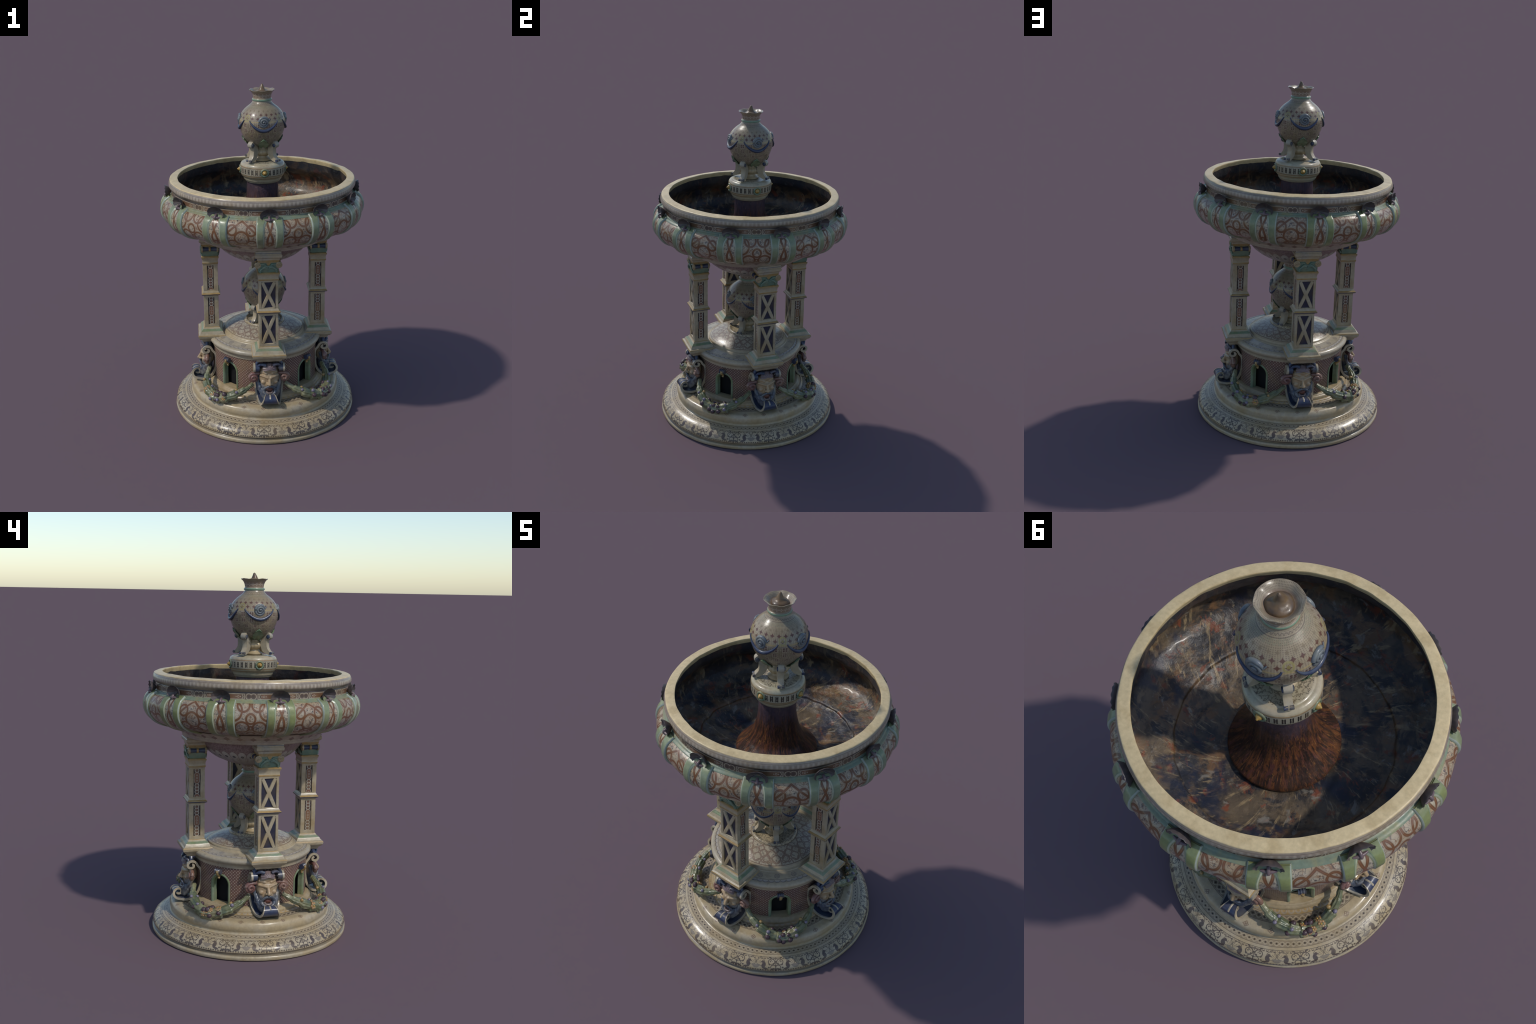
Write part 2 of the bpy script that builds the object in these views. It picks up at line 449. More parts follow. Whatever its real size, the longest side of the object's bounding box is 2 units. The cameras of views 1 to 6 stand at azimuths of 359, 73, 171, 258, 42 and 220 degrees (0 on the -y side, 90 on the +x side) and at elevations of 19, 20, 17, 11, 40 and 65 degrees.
STRAP_HALF = radians(7.3); WIN_HALF = radians(2.9)
def strap_colour(ga, gb):
    p, r, z = polar()                                          # local: strap centred on p = 0
    v = torus_uv(p, r, z)
    a = Abs(p) / radians(1.0)
    arch = Len(a / 2.9, Max(v - .45, 0.0) / .36) - 1.0         # window with a round head
    g = mix(ga, gb, ramp01(fuzz(5.0, 2), .42, .60))
    g = mix(g, tuple(v * .6 for v in ga), ramp01(fuzz(14.0), .45, .75) * .6)
    c = mix(g, (.36, .40, .36), line(a - 6.95, .22, .2) * .8)
    c = mix(c, (.13, .20, .15), line(arch - .30, .035, .04) * .7)
    c = mix(c, (.42, .44, .34), line(arch - .14, .08, .06) * .8)
    x = p / radians(2.9)
    y = v * 5.0; wave = Sin(y * .95 + 1.0) * .5
    d = Min(Abs(x - wave) / 1.12, Abs(Len(x, y + .35) - .55), Abs(x + wave) / 1.12 + inside(y + .6, .2) * 2.0)
    w = mix((.43, .37, .275), (.38, .28, .16), ramp01(fuzz(12.0), .4, .65))
    w = foliage(w, d, .2, 40.0)
    w = strap_paint(w, d, .17, .1)
    return mix(c, w, inside(arch, .08))
for nm, ga, gb in (('strap_sage', (.225, .265, .165), (.225, .26, .12)), ('strap_moss', (.22, .26, .14), (.24, .27, .15)), ('strap_lime', (.225, .255, .10), (.195, .225, .105))):
    material(nm, rough=.32, coat=.2, stain=.25)(lambda ga=ga, gb=gb: strap_colour(ga, gb))

@material('foot_glaze')
def _():
    p, r, z = polar()
    c = mix((.40, .33, .24), (.34, .27, .21), ramp01(fuzz(9.0), .4, .6))
    u = cell(p, TAU / 36) * .40
    c = mix(c, (.16, .09, .07), both(inside(Abs(u) * .6 + Abs(z - 1.148) - .011, .002), inside(1.130 - z, .001)) * .8)
    return c

@material('cup_glaze')
def _():
    p, r, z = polar()
    n = 32
    u = Abs(cell(p, TAU / n)) * r
    half = r * (pi / n)
    c = (.20, .13, .12)
    c = mix(c, (.33, .24, .22), line(fuzz(70.0, 2.0) - .5, .06, .03) * .6)
    head = .240
    pet = inside(Len(u / half, Max(r - head, 0.0) / .028) - .93, .06)
    c = mix(c, (.42, .38, .32), pet)
    c = mix(c, (.15, .10, .08), both(line(u / half - .60, .05, .05), inside(r - head + .01, .01)) * .5)
    c = mix(c, (.05, .05, .055), inside(Len(u, r - head + .002) - .0085, .002) * .95)
    c = mix(c, (.25, .20, .17), inside(Len(u, r - head + .002) - .0035, .002) * .8)
    c = mix(c, (.30, .21, .18), ramp01(r, .205, .12) * .6)
    return c

@material('guilloche_inlay', rough=.32, bump=.1)
def _():
    # side panel of a pier: local y runs across, z runs up
    x, y, z = coords()
    yy = y + .3235
    t = cell(z - .645, .1200)
    at = Abs(t); ay = Abs(yy); aa = .0012
    c = mix((.035, .028, .028), (.06, .04, .035), ramp01(fuzz(20.0), .4, .6))
    loz = inside(Max(ay - .0125, at + Max(ay - .006, 0.0) * 1.2 - .030), aa)
    c = mix(c, (.40, .355, .285), inside(Max(ay - .0150, at + Max(ay - .006, 0.0) * 1.2 - .034), aa))
    c = mix(c, (.21, .105, .065), loz)
    c = mix(c, (.40, .355, .285), inside(Min(Abs(disc(at, ay, .015, 0, .0035)), Abs(disc(at, ay, 0., 0, .0045))) - .0010, aa))
    rg = Min(Abs(disc(at, yy, .0430, .0, .0105)), Abs(disc(at, yy, .0590, 0., .0105)))
    c = mix(c, (.40, .355, .285), inside(rg - .0023, aa))
    c = mix(c, (.17, .09, .062), inside(Min(disc(at, yy, .0430, .0, .006), disc(at, yy, .0590, 0., .006)), aa))
    return c

@material('face_glaze', rough=.36, coat=.12)
def _():
    x, y, z = coords()
    c = mix((.40, .275, .15), (.36, .28, .18), ramp01(fuzz(12.0), .4, .65))
    lo = (z + Abs(x) * -.55) + (fuzz(25.0, 3) - .5) * .03
    c = mix(c, (.13, .16, .20), ramp01(lo, .290, .266) * .8)
    return mix(c, (.30, .19, .12), ramp01(fuzz(30.0), .62, .72) * .4)

@material('beard_glaze', rough=.34, coat=.15)
def _():
    x, y, z = coords()
    f = fuzz(20.0, 3)
    c = mix((.075, .088, .115), (.20, .205, .20), ramp01(f, .42, .68))
    return mix(c, (.32, .265, .19), ramp01(fuzz(9.0), .54, .66) * .7)

@material('garland_glaze', rough=.34, coat=.15)
def _():
    f = fuzz(10.0, 3)
    c = mix((.11, .13, .065), (.29, .285, .165), ramp01(f, .38, .64))
    c = mix(c, (.06, .09, .07), ramp01(fuzz(24.0), .5, .7) * .7)
    return mix(c, (.24, .28, .33), ramp01(fuzz(6.0, 2), .60, .70) * .7)

# --------------------------------------------------------------- mesh helpers
ROOT = bpy.data.objects.new('majolica_fountain', None)
bpy.context.collection.objects.link(ROOT)
ROOT['label'] = 'ornate glazed ceramic fountain with lobed basin, piers and masks'
ROOT['category'] = 'fountain'

def soften(me, ang=38.0):
    bm = bmesh.new(); bm.from_mesh(me)
    bmesh.ops.recalc_face_normals(bm, faces=bm.faces)
    for f in bm.faces: f.smooth = True
    for e in bm.edges:
        if len(e.link_faces) == 2 and e.calc_face_angle(0) > radians(ang): e.smooth = False
    bm.to_mesh(me); bm.free()

def add(name, me, parent=None, loc=(0, 0, 0), rz=0.0, kind=None):
    o = bpy.data.objects.new(name, me); bpy.context.collection.objects.link(o)
    o.parent = parent or ROOT
    if parent is None: o.location = loc; o.rotation_euler = (0, 0, rz)
    if kind: o['kind'] = kind
    return o

def make(name, verts, faces, mats, fmat=None, ang=38.0):
    me = bpy.data.meshes.new(name)
    me.from_pydata([tuple(v) for v in verts], [], faces)
    for m in (mats if isinstance(mats, (list, tuple)) else [mats]): me.materials.append(MATS[m])
    if fmat:
        for p, i in zip(me.polygons, fmat): p.material_index = i
    soften(me, ang)
    return me

def smooth_curve(pts, n=8, closed=False):
    """Catmull-Rom through control points"""
    P = [Vector(p) for p in pts]; out = []
    m = len(P)
    for i in range(m if closed else m - 1):
        g = (lambda k: P[k % m]) if closed else (lambda k: P[min(max(k, 0), m - 1)])
        a, b, c, d = g(i - 1), g(i), g(i + 1), g(i + 2)
        for j in range(n):
            t = j / n
            out.append(.5 * ((2 * b) + (c - a) * t + (2 * a - 5 * b + 4 * c - d) * t * t + (3 * b - a - 3 * c + d) * t ** 3))
    if not closed: out.append(P[-1])
    return out

def chaikin(pts, k=.22):
    out = [Vector(pts[0])]
    for a, b in zip(pts[:-1], pts[1:]):
        a, b = Vector(a), Vector(b); q = min(k, .006 / max((b - a).length, 1e-6))
        out += [a.lerp(b, q), a.lerp(b, 1 - q)]
    out.append(Vector(pts[-1])); return out

def densify(pts, step=.008):
    out = []
    for a, b in zip(pts[:-1], pts[1:]):
        n = max(1, int((b - a).length / step))
        out += [a.lerp(b, j / n) for j in range(n)]
    return out + [pts[-1]]

def lathe(name, prof, mat, seg=192, wob=.0012, freq=9.0, curve=False, shape=None, fine=.008, ang=38.0):
    p = [Vector((a, b)) for a, b in prof]
    p = smooth_curve(p, 6) if curve else densify(chaikin(p), fine)
    V, F = [], []
    for i, q in enumerate(p):
        for j in range(seg):
            a = TAU * j / seg
            r, z = q.x, q.y
            if shape: r, z = shape(r, z, a)
            v = Vector((r * sin(a), -r * cos(a), z))
            if wob and r > 1e-4:
                v.x += noise.noise(v * freq) * wob; v.y += noise.noise(v * freq + Vector((9, 1, 4))) * wob
                if z > .01: v.z += noise.noise(v * freq + Vector((3, 7, 2))) * wob
            V.append(v)
    n = len(p)
    for i in range(n - 1):
        for j in range(seg):
            k = (j + 1) % seg
            F.append((i * seg + j, i * seg + k, (i + 1) * seg + k, (i + 1) * seg + j))
    if p[0].x < .02: F.append(tuple(range(seg)))
    if p[-1].x < .02: F.append(tuple(range((n - 1) * seg, n * seg)))
    return make(name, V, F, mat, ang=ang)

def tube(path, rad, seg=12, cap=True, section=None, up=Vector((0, 0, 1))):
    """sweep; rad is a number or a function of t; section(a,t) scales the radius"""
    P = [Vector(p) for p in path]; n = len(P); V, F = [], []
    for i, p in enumerate(P):
        t = i / (n - 1)
        d = (P[min(i + 1, n - 1)] - P[max(i - 1, 0)]).normalized()
        s = d.cross(up)
        if s.length < .05: s = d.cross(Vector((1, 0, 0)))
        s.normalize(); w = s.cross(d)
        r = rad(t) if callable(rad) else rad
        for j in range(seg):
            a = TAU * j / seg
            q = r * (section(a, t) if section else 1)
            V.append(p + s * cos(a) * q + w * sin(a) * q)
    for i in range(n - 1):
        for j in range(seg):
            k = (j + 1) % seg
            F.append((i * seg + j, i * seg + k, (i + 1) * seg + k, (i + 1) * seg + j))
    if cap: F += [tuple(range(seg)), tuple(range((n - 1) * seg, n * seg))]
    return V, F

def ball(c, r, seg=16, rings=10, rot=None):
    V, F = [], []
    R = r if isinstance(r, (tuple, list)) else (r, r, r)
    for i in range(rings + 1):
        t = pi * i / rings
        for j in range(seg):
            a = TAU * j / seg
            v = Vector((R[0] * sin(t) * cos(a), R[1] * sin(t) * sin(a), R[2] * cos(t)))
            if rot: v = rot @ v
            V.append(v + Vector(c))
    for i in range(rings):
        for j in range(seg):
            k = (j + 1) % seg
            F.append((i * seg + j, (i + 1) * seg + j, (i + 1) * seg + k, i * seg + k))
    return V, F

def weld(parts):
    V, F = [], []
    for v, f in parts:
        o = len(V); V += list(v); F += [tuple(i + o for i in q) for q in f]
    return V, F

def prism(outline, axis_a, axis_b, axis_n, d0, d1, origin=Vector((0, 0, 0))):
    """extrude a 2D outline between two depths"""
    n = len(outline)
    V = [origin + axis_a * p[0] + axis_b * p[1] + axis_n * d for d in (d0, d1) for p in outline]
    F = [tuple(range(n)), tuple(range(n, 2 * n))] + [(i, (i + 1) % n, n + (i + 1) % n, n + i) for i in range(n)]
    return V, F

def remeshed(name, parts, voxel, smooth, mat, rough=0.0, freq=60.0):
    """fuse overlapping solids into one sculpted skin"""
    V, F = weld(parts)
    me = bpy.data.meshes.new(name); me.from_pydata([tuple(v) for v in V], [], F)
    bm = bmesh.new(); bm.from_mesh(me); bmesh.ops.remove_doubles(bm, verts=bm.verts, dist=1e-6)
    bmesh.ops.recalc_face_normals(bm, faces=bm.faces); bm.to_mesh(me); bm.free()
    o = bpy.data.objects.new(name, me); bpy.context.collection.objects.link(o)
    m = o.modifiers.new('r', 'REMESH'); m.mode = 'VOXEL'; m.voxel_size = voxel
    s = o.modifiers.new('s', 'SMOOTH'); s.iterations = smooth; s.factor = .5
    dg = bpy.context.evaluated_depsgraph_get()
    out = bpy.data.meshes.new_from_object(o.evaluated_get(dg)); out.name = name
    bpy.data.objects.remove(o); bpy.data.meshes.remove(me)
    if rough:
        for v in out.vertices: v.co += v.normal * noise.noise(v.co * freq) * rough
    out.materials.clear(); out.materials.append(MATS[mat])
    for p in out.polygons: p.use_smooth = True
    return out

def four(name, me, parents=None, loc=C_LOW, extra=0.0):
    obs = []
    for k in range(4):
        if parents: obs.append(add(name, me, parents[k]))
        else: obs.append(add(name, me, None, (loc[0], loc[1], 0), TURN + extra + k * pi / 2))
    return obs

def D(x, d, z): return Vector((x, -d, z))      # radial frame: x across, d outward, z up

# ----------------------------------------------------------------------- plinth
plinth = add('plinth', lathe('plinth', [(.0, 0), (.548, 0), (.556, .003), (.558, .018), (.553, .025), (.545, .028), (.546, .033), (.551, .037),
    (.5545, .044), (.5525, .055), (.546, .067), (.535, .078), (.521, .087), (.506, .094), (.490, .099), (.462, .104), (.452, .107),
    (.450, .117), (.455, .126), (.458, .140), (.456, .154), (.450, .166), (.440, .173), (.404, .178), (.372, .181), (.366, .181),
    (.360, .187), (.356, .191), (.348, .192), (.30, .192)], 'plinth_glaze', 256, .0016, 12.0), None, (.003, -.003, 0))

# ----------------------------------------------------- drum with four arched windows
R_W = .320
WZ0, WZS, WHO, WHI = .216, .326, .060, .0455         # sill, springing, outer and inner half-widths
def wall():
    """cylinder wall with four arched holes, built column by column"""
    V, F = [], []
    idx = {}
    N = 360; zs = [.190 + (.438 - .190) * i / 60 for i in range(61)]
    def hole(a, z):
        b = (a + pi / 4) % (pi / 2) - pi / 4
        x = b * R_W
        if z < WZ0: return False
        if z < WZS: return abs(x) < WHO - .004
        return x * x + (z - WZS) ** 2 < (WHO - .004) ** 2
    for i, z in enumerate(zs):
        for j in range(N):
            a = TAU * j / N
            V.append(D(R_W * sin(a), R_W * cos(a), z))
    for i in range(60):
        for j in range(N):
            k = (j + 1) % N
            a = TAU * (j + .5) / N; z = (zs[i] + zs[i + 1]) / 2
            if not hole(a, z): F.append((i * N + j, i * N + k, (i + 1) * N + k, (i + 1) * N + j))
    return make('drum_wall', V, F, 'lattice_wall')
loc_low = (C_LOW[0], C_LOW[1], 0)
drum = add('drum', wall(), None, loc_low, TURN + pi / 4)
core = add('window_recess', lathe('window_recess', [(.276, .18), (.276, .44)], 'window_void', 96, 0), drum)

def arch(h, zs=WZS, z0=WZ0, n=18):
    pts = [(h, z0)] + [(h, z0 + (zs - z0) * i / 6) for i in range(1, 6)]
    pts += [(h * cos(pi * i / n), zs + h * sin(pi * i / n)) for i in range(n + 1)]
    pts += [(-h, z0 + (zs - z0) * i / 6) for i in range(5, 0, -1)] + [(-h, z0)]
    return pts
def on_wall(x, z, off):
    a = x / R_W; r = R_W + off
    return D(r * sin(a), r * cos(a), z)
def frame():
    prof = [(WHO + .001, -.006), (WHO + .001, .002), (WHO - .004, .0045), (WHO - .009, .003), (WHO - .011, .000), (WHO - .014, -.004),
            (WHI + .001, -.017), (WHI - .001, -.027)]
    V, F = [], []
    m = len(arch(.05))
    for h, off in prof:
        for x, z in arch(h): V.append(on_wall(x, z, off))
    for i in range(len(prof) - 1):
        for j in range(m - 1): F.append((i * m + j, i * m + j + 1, (i + 1) * m + j + 1, (i + 1) * m + j))
    return make('window_frame', V, F, 'green_glaze', ang=30)
def keystone():
    parts = []
    for s in (-1, 1):
        pass
    c0 = [D(-.017, R_W + .020, .403), D(.017, R_W + .020, .403)]
    parts.append(tube([c0[0].lerp(c0[1], t / 6) for t in range(7)], lambda t: .013 + .002 * cos(t * 3 * TAU), 14))
    return make('keystone', *weld(parts), 'blue_glaze')
def keytongue():
    path = smooth_curve([D(0, R_W + .030, .408), D(0, R_W + .033, .396), D(0, R_W + .022, .384), D(0, R_W + .012, .372), D(0, R_W + .018, .364)], 6)
    return make('keystone_scroll', *tube(path, lambda t: .009 - .003 * t, 10), 'ochre_glaze')
def sill():
    V, F = [], []
    sec = [(-.040, .010), (.010, .010), (.014, .004), (.012, -.004), (.004, -.008), (-.040, -.008)]
    n = 10
    for i in range(n + 1):
        x = -.05 + .10 * i / n
        for o, z in sec: V.append(on_wall(x, (WZ0 - .008) + z, o))
    m = len(sec)
    for i in range(n):
        for j in range(m): F.append((i * m + j, i * m + (j + 1) % m, (i + 1) * m + (j + 1) % m, (i + 1) * m + j))
    F += [tuple(range(m)), tuple(range(n * m, n * m + m))]
    return make('window_sill', V, F, 'cream_glaze')
mf, mk, mt, ms = frame(), keystone(), keytongue(), sill()
for k in range(4):
    fr = add('window_frame', mf, None, loc_low, TURN + pi / 4 + k * pi / 2)
    for nm, me in (('keystone', mk), ('keystone_scroll', mt), ('window_sill', ms)): add(nm, me, fr)
add('drum_skirting', lathe('drum_skirting', [(.29, .175), (.350, .175), (.352, .190), (.350, .201), (.344, .207), (.340, .209), (.336, .215), (.325, .218), (.300, .219)], 'cream_glaze', 192), None, loc_low)
add('cornice', lathe('cornice', [(.28, .422), (.325, .424), (.326, .434), (.328, .440), (.332, .448), (.340, .454), (.3455, .462), (.346, .471), (.342, .478),
    (.333, .484), (.322, .486), (.318, .4845), (.314, .487), (.29, .4915), (.262, .495), (.23, .496)], 'cornice_glaze', 192), None, loc_low)
add('dome', lathe('dome', [(.24, .480), (.258, .484), (.261, .492), (.257, .498), (.249, .501), (.245, .504), (.246, .509), (.241, .513), (.233, .518), (.217, .527), (.19, .538),
    (.16, .546), (.135, .552), (.118, .555)], 'dome_glaze', 192, .0010), None, loc_low)
add('foot_ring', lathe('foot_ring', [(.126, .545), (.123, .559), (.118, .565), (.110, .567), (.104, .563), (.100, .559), (.0, .558)], 'footring_glaze', 96, .0006), None, loc_low)

# -------------------------------------------------------------------------- piers
R_C = .3235; HX, HY = .0545, .0435
def sq_loft(rows, rx=0.0):
    """stack of rectangles: rows of (z, grow, slot) -> verts, faces, face materials"""
    V, F, S = [], [], []
    for z, g, s in rows:
        for sx, sy in ((-1, 1), (1, 1), (1, -1), (-1, -1)):
            V.append(D(sx * (HX + g), R_C + sy * (HY + g * .92), z))
    for i in range(len(rows) - 1):
        for j in range(4):
            F.append((i * 4 + j, i * 4 + (j + 1) % 4, i * 4 + 4 + (j + 1) % 4, i * 4 + 4 + j)); S.append(rows[i][2])
    F.append((0, 1, 2, 3)); S.append(rows[0][2])
    o = 4 * (len(rows) - 1); F.append((o, o + 1, o + 2, o + 3)); S.append(rows[-1][2])
    return V, F, S
def roughen(me, amp, freq, cuts=0):
    if cuts:
        bm = bmesh.new(); bm.from_mesh(me)
        long = [e for e in bm.edges if e.calc_length() > .03]
        bmesh.ops.subdivide_edges(bm, edges=long, cuts=cuts, use_grid_fill=True); bm.to_mesh(me); bm.free()
    for v in me.vertices:
        c = v.co.copy()
        v.co += Vector((noise.noise(c * freq), noise.noise(c * freq + Vector((5, 5, 5))), noise.noise(c * freq + Vector((2, 8, 1))))) * amp
    soften(me)
def shaft():
    """rectangular pier with sunk panels on all four faces"""
    V, F, S = [], [], []
    def quad(a, b, c, d, s):
        o = len(V); V.extend((a, b, c, d)); F.append((o, o + 1, o + 2, o + 3)); S.append(s)
    spans = ((.532, .744, .555, .731), (.762, .960, .777, .936))
    for z0, z1, p0, p1 in spans:
        for face in range(4):
            front = face % 2 == 0
            W = HX if front else HY
            inset = .013 if front else .0235
            ang = face * pi / 2
            dep = HY if front else HX
            def pt(u, z, o):                      # u across the face, o outward
                if face == 0: return D(u, R_C + dep + o, z)
                if face == 2: return D(-u, R_C - dep - o, z)
                if face == 1: return D(dep + o, R_C - u, z)
                return D(-dep - o, R_C + u, z)
            w = W - inset; dp = -.006 if front else -.003
            us, zsn = (-W, -w, w, W), (z0, p0, p1, z1)
            for i in range(3):
                for j in range(3):
                    if i == 1 and j == 1: continue
                    quad(pt(us[i], zsn[j], 0), pt(us[i + 1], zsn[j], 0), pt(us[i + 1], zsn[j + 1], 0), pt(us[i], zsn[j + 1], 0), 0)
            ring = [(-w, p0), (w, p0), (w, p1), (-w, p1)]
            for (a, b), (c, d) in zip(ring, ring[1:] + ring[:1]):
                e = .002
                quad(pt(a, b, 0), pt(c, d, 0), pt(c * .97, d + (e if d == p0 else -e), dp), pt(a * .97, b + (e if b == p0 else -e), dp), 0)
            quad(*[pt(a * .97, b + (.002 if b == p0 else -.002), dp) for a, b in ring], 1 if front else 2)
    bm_me = make('shaft', V, F, ['pier_glaze', 'navy_glaze', 'guilloche_inlay'], S, 30)
    bm = bmesh.new(); bm.from_mesh(bm_me); bmesh.ops.remove_doubles(bm, verts=bm.verts, dist=1e-5); bm.to_mesh(bm_me); bm.free()
    roughen(bm_me, .0016, 30.0, 3)
    return bm_me
def lattice():
    parts = []
    for face in (1, -1):
        for p0, p1 in ((.555, .731), (.777, .936)):
            w = HX - .013; zm = (p0 + p1) / 2
            for sx in (-1, 1):
                a = Vector((-sx * (w - .006), p0 + .001)); b = Vector((sx * (w - .006), p1 - .001))
                n = 8; prof = ((-.0108, -.006), (-.0085, .0012), (0, .0026), (.0085, .0012), (.0108, -.006))
                d = (b - a).normalized(); s = Vector((-d.y, d.x))
                V, F = [], []
                for i in range(n + 1):
                    q = a.lerp(b, i / n)
                    for off, h in prof:
                        e = q + s * off
                        ex = max(-w, min(w, e.x)); ez = max(p0, min(p1, e.y))
                        hh = h - (.0008 if sx > 0 else 0)
                        V.append(D(ex * face, R_C + face * (HY + hh - .001), ez))
                for i in range(n):
                    for j in range(4): F.append((i * 5 + j, i * 5 + j + 1, i * 5 + j + 6, i * 5 + j + 5))
                parts.append((V, F))
    return make('lattice', *weld(parts), 'pier_glaze', ang=60)
def box_piece(name, rows, mats, amp=.0014, cuts=3):
    V, F, S = sq_loft(rows)
    me = make(name, V, F, mats, S, 25)
    roughen(me, amp, 35.0, cuts)
    return me
m_shaft, m_lat = shaft(), lattice()
m_band = box_piece('collar', [(.776, -.002, 0), (.770, .003, 0), (.763, .006, 1), (.757, .013, 1), (.754, .0135, 2), (.750, .012, 2), (.746, .004, 0), (.738, -.002, 0)], ['pier_glaze', 'ochre_glaze', 'blue_glaze'])
m_neck = box_piece('necking', [(.940, -.002, 0), (.947, .003, 1), (.953, .004, 1), (.956, .003, 0), (.968, .002, 0), (.980, .005, 0), (.986, .009, 1), (.993, .009, 1), (.996, .003, 1)], ['pier_glaze', 'ochre_glaze'])
m_cap = box_piece('capital', [(.992, -.001, 0), (1.000, .002, 0), (1.022, .004, 0), (1.036, .002, 0), (1.052, .000, 1), (1.062, .001, 1)], ['mint_glaze', 'cream_glaze'])
m_ent = box_piece('entablature', [(1.056, .004, 1), (1.064, .006, 1), (1.070, .008, 0), (1.080, .010, 0), (1.088, .020, 0), (1.102, .021, 0), (1.106, .017, 0), (1.112, .018, 2), (1.116, .018, 0), (1.124, .017, 0)], ['pale_glaze', 'ochre_glaze', 'slate_glaze'])
m_ped = box_piece('pedestal', [(.446, .013, 0), (.452, .018, 0), (.462, .022, 0), (.465, .029, 0), (.474, .037, 0), (.480, .042, 0), (.492, .044, 1), (.498, .041, 0), (.502, .031, 0), (.514, .025, 0), (.517, .023, 2),
    (.523, .016, 2), (.528, .009, 0), (.536, .004, 1), (.540, -.002, 0)], ['pier_glaze', 'ochre_glaze', 'green_glaze'], .0022)
def volutes(which):
    parts = []
    for sx in (-1, 1):
        cx, cz, y0, y1 = sx * .060, 1.040, R_C - .046, R_C + .046
        if which == 'roll':
            parts.append(tube([D(cx, y0 + (y1 - y0) * i / 12, cz) for i in range(13)], lambda t: .0150 - .004 * sin(pi * t), 16))
        elif which == 'collar':
            parts.append(tube([D(cx, R_C - .006 + .003 * i, cz) for i in range(5)], lambda t: .0135 + .001 * sin(pi * t), 16))
        else:
            for yy, s in ((y1, 1), (y0, -1)):
                parts.append(tube([D(cx, yy - s * .005, cz), D(cx, yy + s * .003, cz), D(cx, yy + s * .0045, cz)], lambda t: .0185 if t < .9 else .016, 18))
                sp = [D(cx + sx * (.0155 * (1 - i / 40)) * cos(i / 40 * 2.2 * TAU), yy + s * .005, cz + .0155 * (1 - i / 40) * sin(i / 40 * 2.2 * TAU)) for i in range(38)]
                parts.append(tube(sp, .0024, 6))
    return weld(parts)
m_roll = make('volute_roll', *volutes('roll'), 'blue_glaze')
m_coll = make('volute_collar', *volutes('collar'), 'ochre_glaze')
m_vol = make('volute', *volutes('end'), 'cream_glaze')
def acanthus():
    parts = []
    for face in (1, -1):
        for sx in (-1, 1):
            path = smooth_curve([D(sx * .046, R_C + face * (HY + .003), .998), D(sx * .040, R_C + face * (HY + .009), 1.016), D(sx * .018, R_C + face * (HY + .010), 1.028), D(sx * .003, R_C + face * (HY + .006), 1.022)], 6)
            parts.append(tube(path, lambda t: .007 * (1 - .6 * t), 8))
            parts.append(tube([p + D(-sx * .008, 0, .008) for p in path[6:]], lambda t: .006 * (1 - .5 * t), 8))
            parts.append(tube(smooth_curve([D(sx * .044, R_C + face * (HY + .004), 1.046), D(sx * .022, R_C + face * (HY + .006), 1.044), D(sx * .004, R_C + face * (HY + .006), 1.026)], 6), .0042, 8))
    return weld(parts)
m_aca = make('acanthus', *acanthus(), 'mint_glaze')
def dart():
    parts = [prism([(-.016, 1.058), (.016, 1.058), (0, 1.030)], Vector((1, 0, 0)), Vector((0, 0, 1)), Vector((0, -1, 0)), R_C + s * HY - .003, R_C + s * HY + .004) for s in (1,)]
    return weld(parts)
m_dart = make('dart', *dart(), 'ochre_glaze')
piers = four('pier', m_shaft)
for nm, me in (('lattice', m_lat), ('collar', m_band), ('necking', m_neck), ('capital', m_cap), ('entablature', m_ent), ('pedestal', m_ped),
               ('volute_roll', m_roll), ('volute_collar', m_coll), ('volute', m_vol), ('acanthus', m_aca), ('dart', m_dart)):
    four(nm, me, piers)

# -------------------------------------------------------------------------- masks
def spiral(cd, cz, r0, r1, a0, a1, n=36):
    return [Vector((cd + (r0 + (r1 - r0) * i / n) * cos(a0 + (a1 - a0) * i / n), cz + (r0 + (r1 - r0) * i / n) * sin(a0 + (a1 - a0) * i / n))) for i in range(n + 1)]
def bracket_spine():
    top = spiral(.352, .397, .007, .028, radians(-250), radians(180), 34)      # curls back and over
    # top ends at angle 180: the back of the scroll, heading down
    back = smooth_curve([(.324, .397), (.307, .372), (.303, .33), (.307, .285), (.322, .235), (.348, .203), (.378, .193), (.405, .197)], 6)
    bot = spiral(.408, .228, .031, .007, radians(-90), radians(330), 34)
    return top[:-1] + [Vector(p) for p in back[1:-1]] + bot
SP = bracket_spine()
def ribbon(x0, x1, th, wide, first=0, last=None):
    """extrude the C-scroll spine across x, with thickness th"""
    V, F = [], []
    S = SP[first:last]; n = len(S)
    xs = [x0, x1]
    for i, p in enumerate(S):
        d = (S[min(i + 1, n - 1)] - S[max(i - 1, 0)]).normalized(); nn = Vector((-d.y, d.x))
        t = (i + first) / (len(SP) - 1); k = wide(t)
        for x in xs:
            for s in (-.5, .5): V.append(D(x * k, p.x + nn.x * th * s, p.y + nn.y * th * s))
    for i in range(n - 1):
        o, q = i * 4, i * 4 + 4
        for a, b in ((0, 1), (1, 3), (3, 2), (2, 0)): F.append((o + a, o + b, q + b, q + a))
    F += [(0, 1, 3, 2), (4 * n - 4, 4 * n - 3, 4 * n - 1, 4 * n - 2)]
    return V, F
wide = lambda t: 1.0 - .32 * min(1, max(0, (t - .45) / .22)) - .40 * min(1, max(0, (t - .68) / .15))
m_br = make('cartouche', *ribbon(-.074, .074, .007, wide, 26), 'blue_glaze', ang=50)
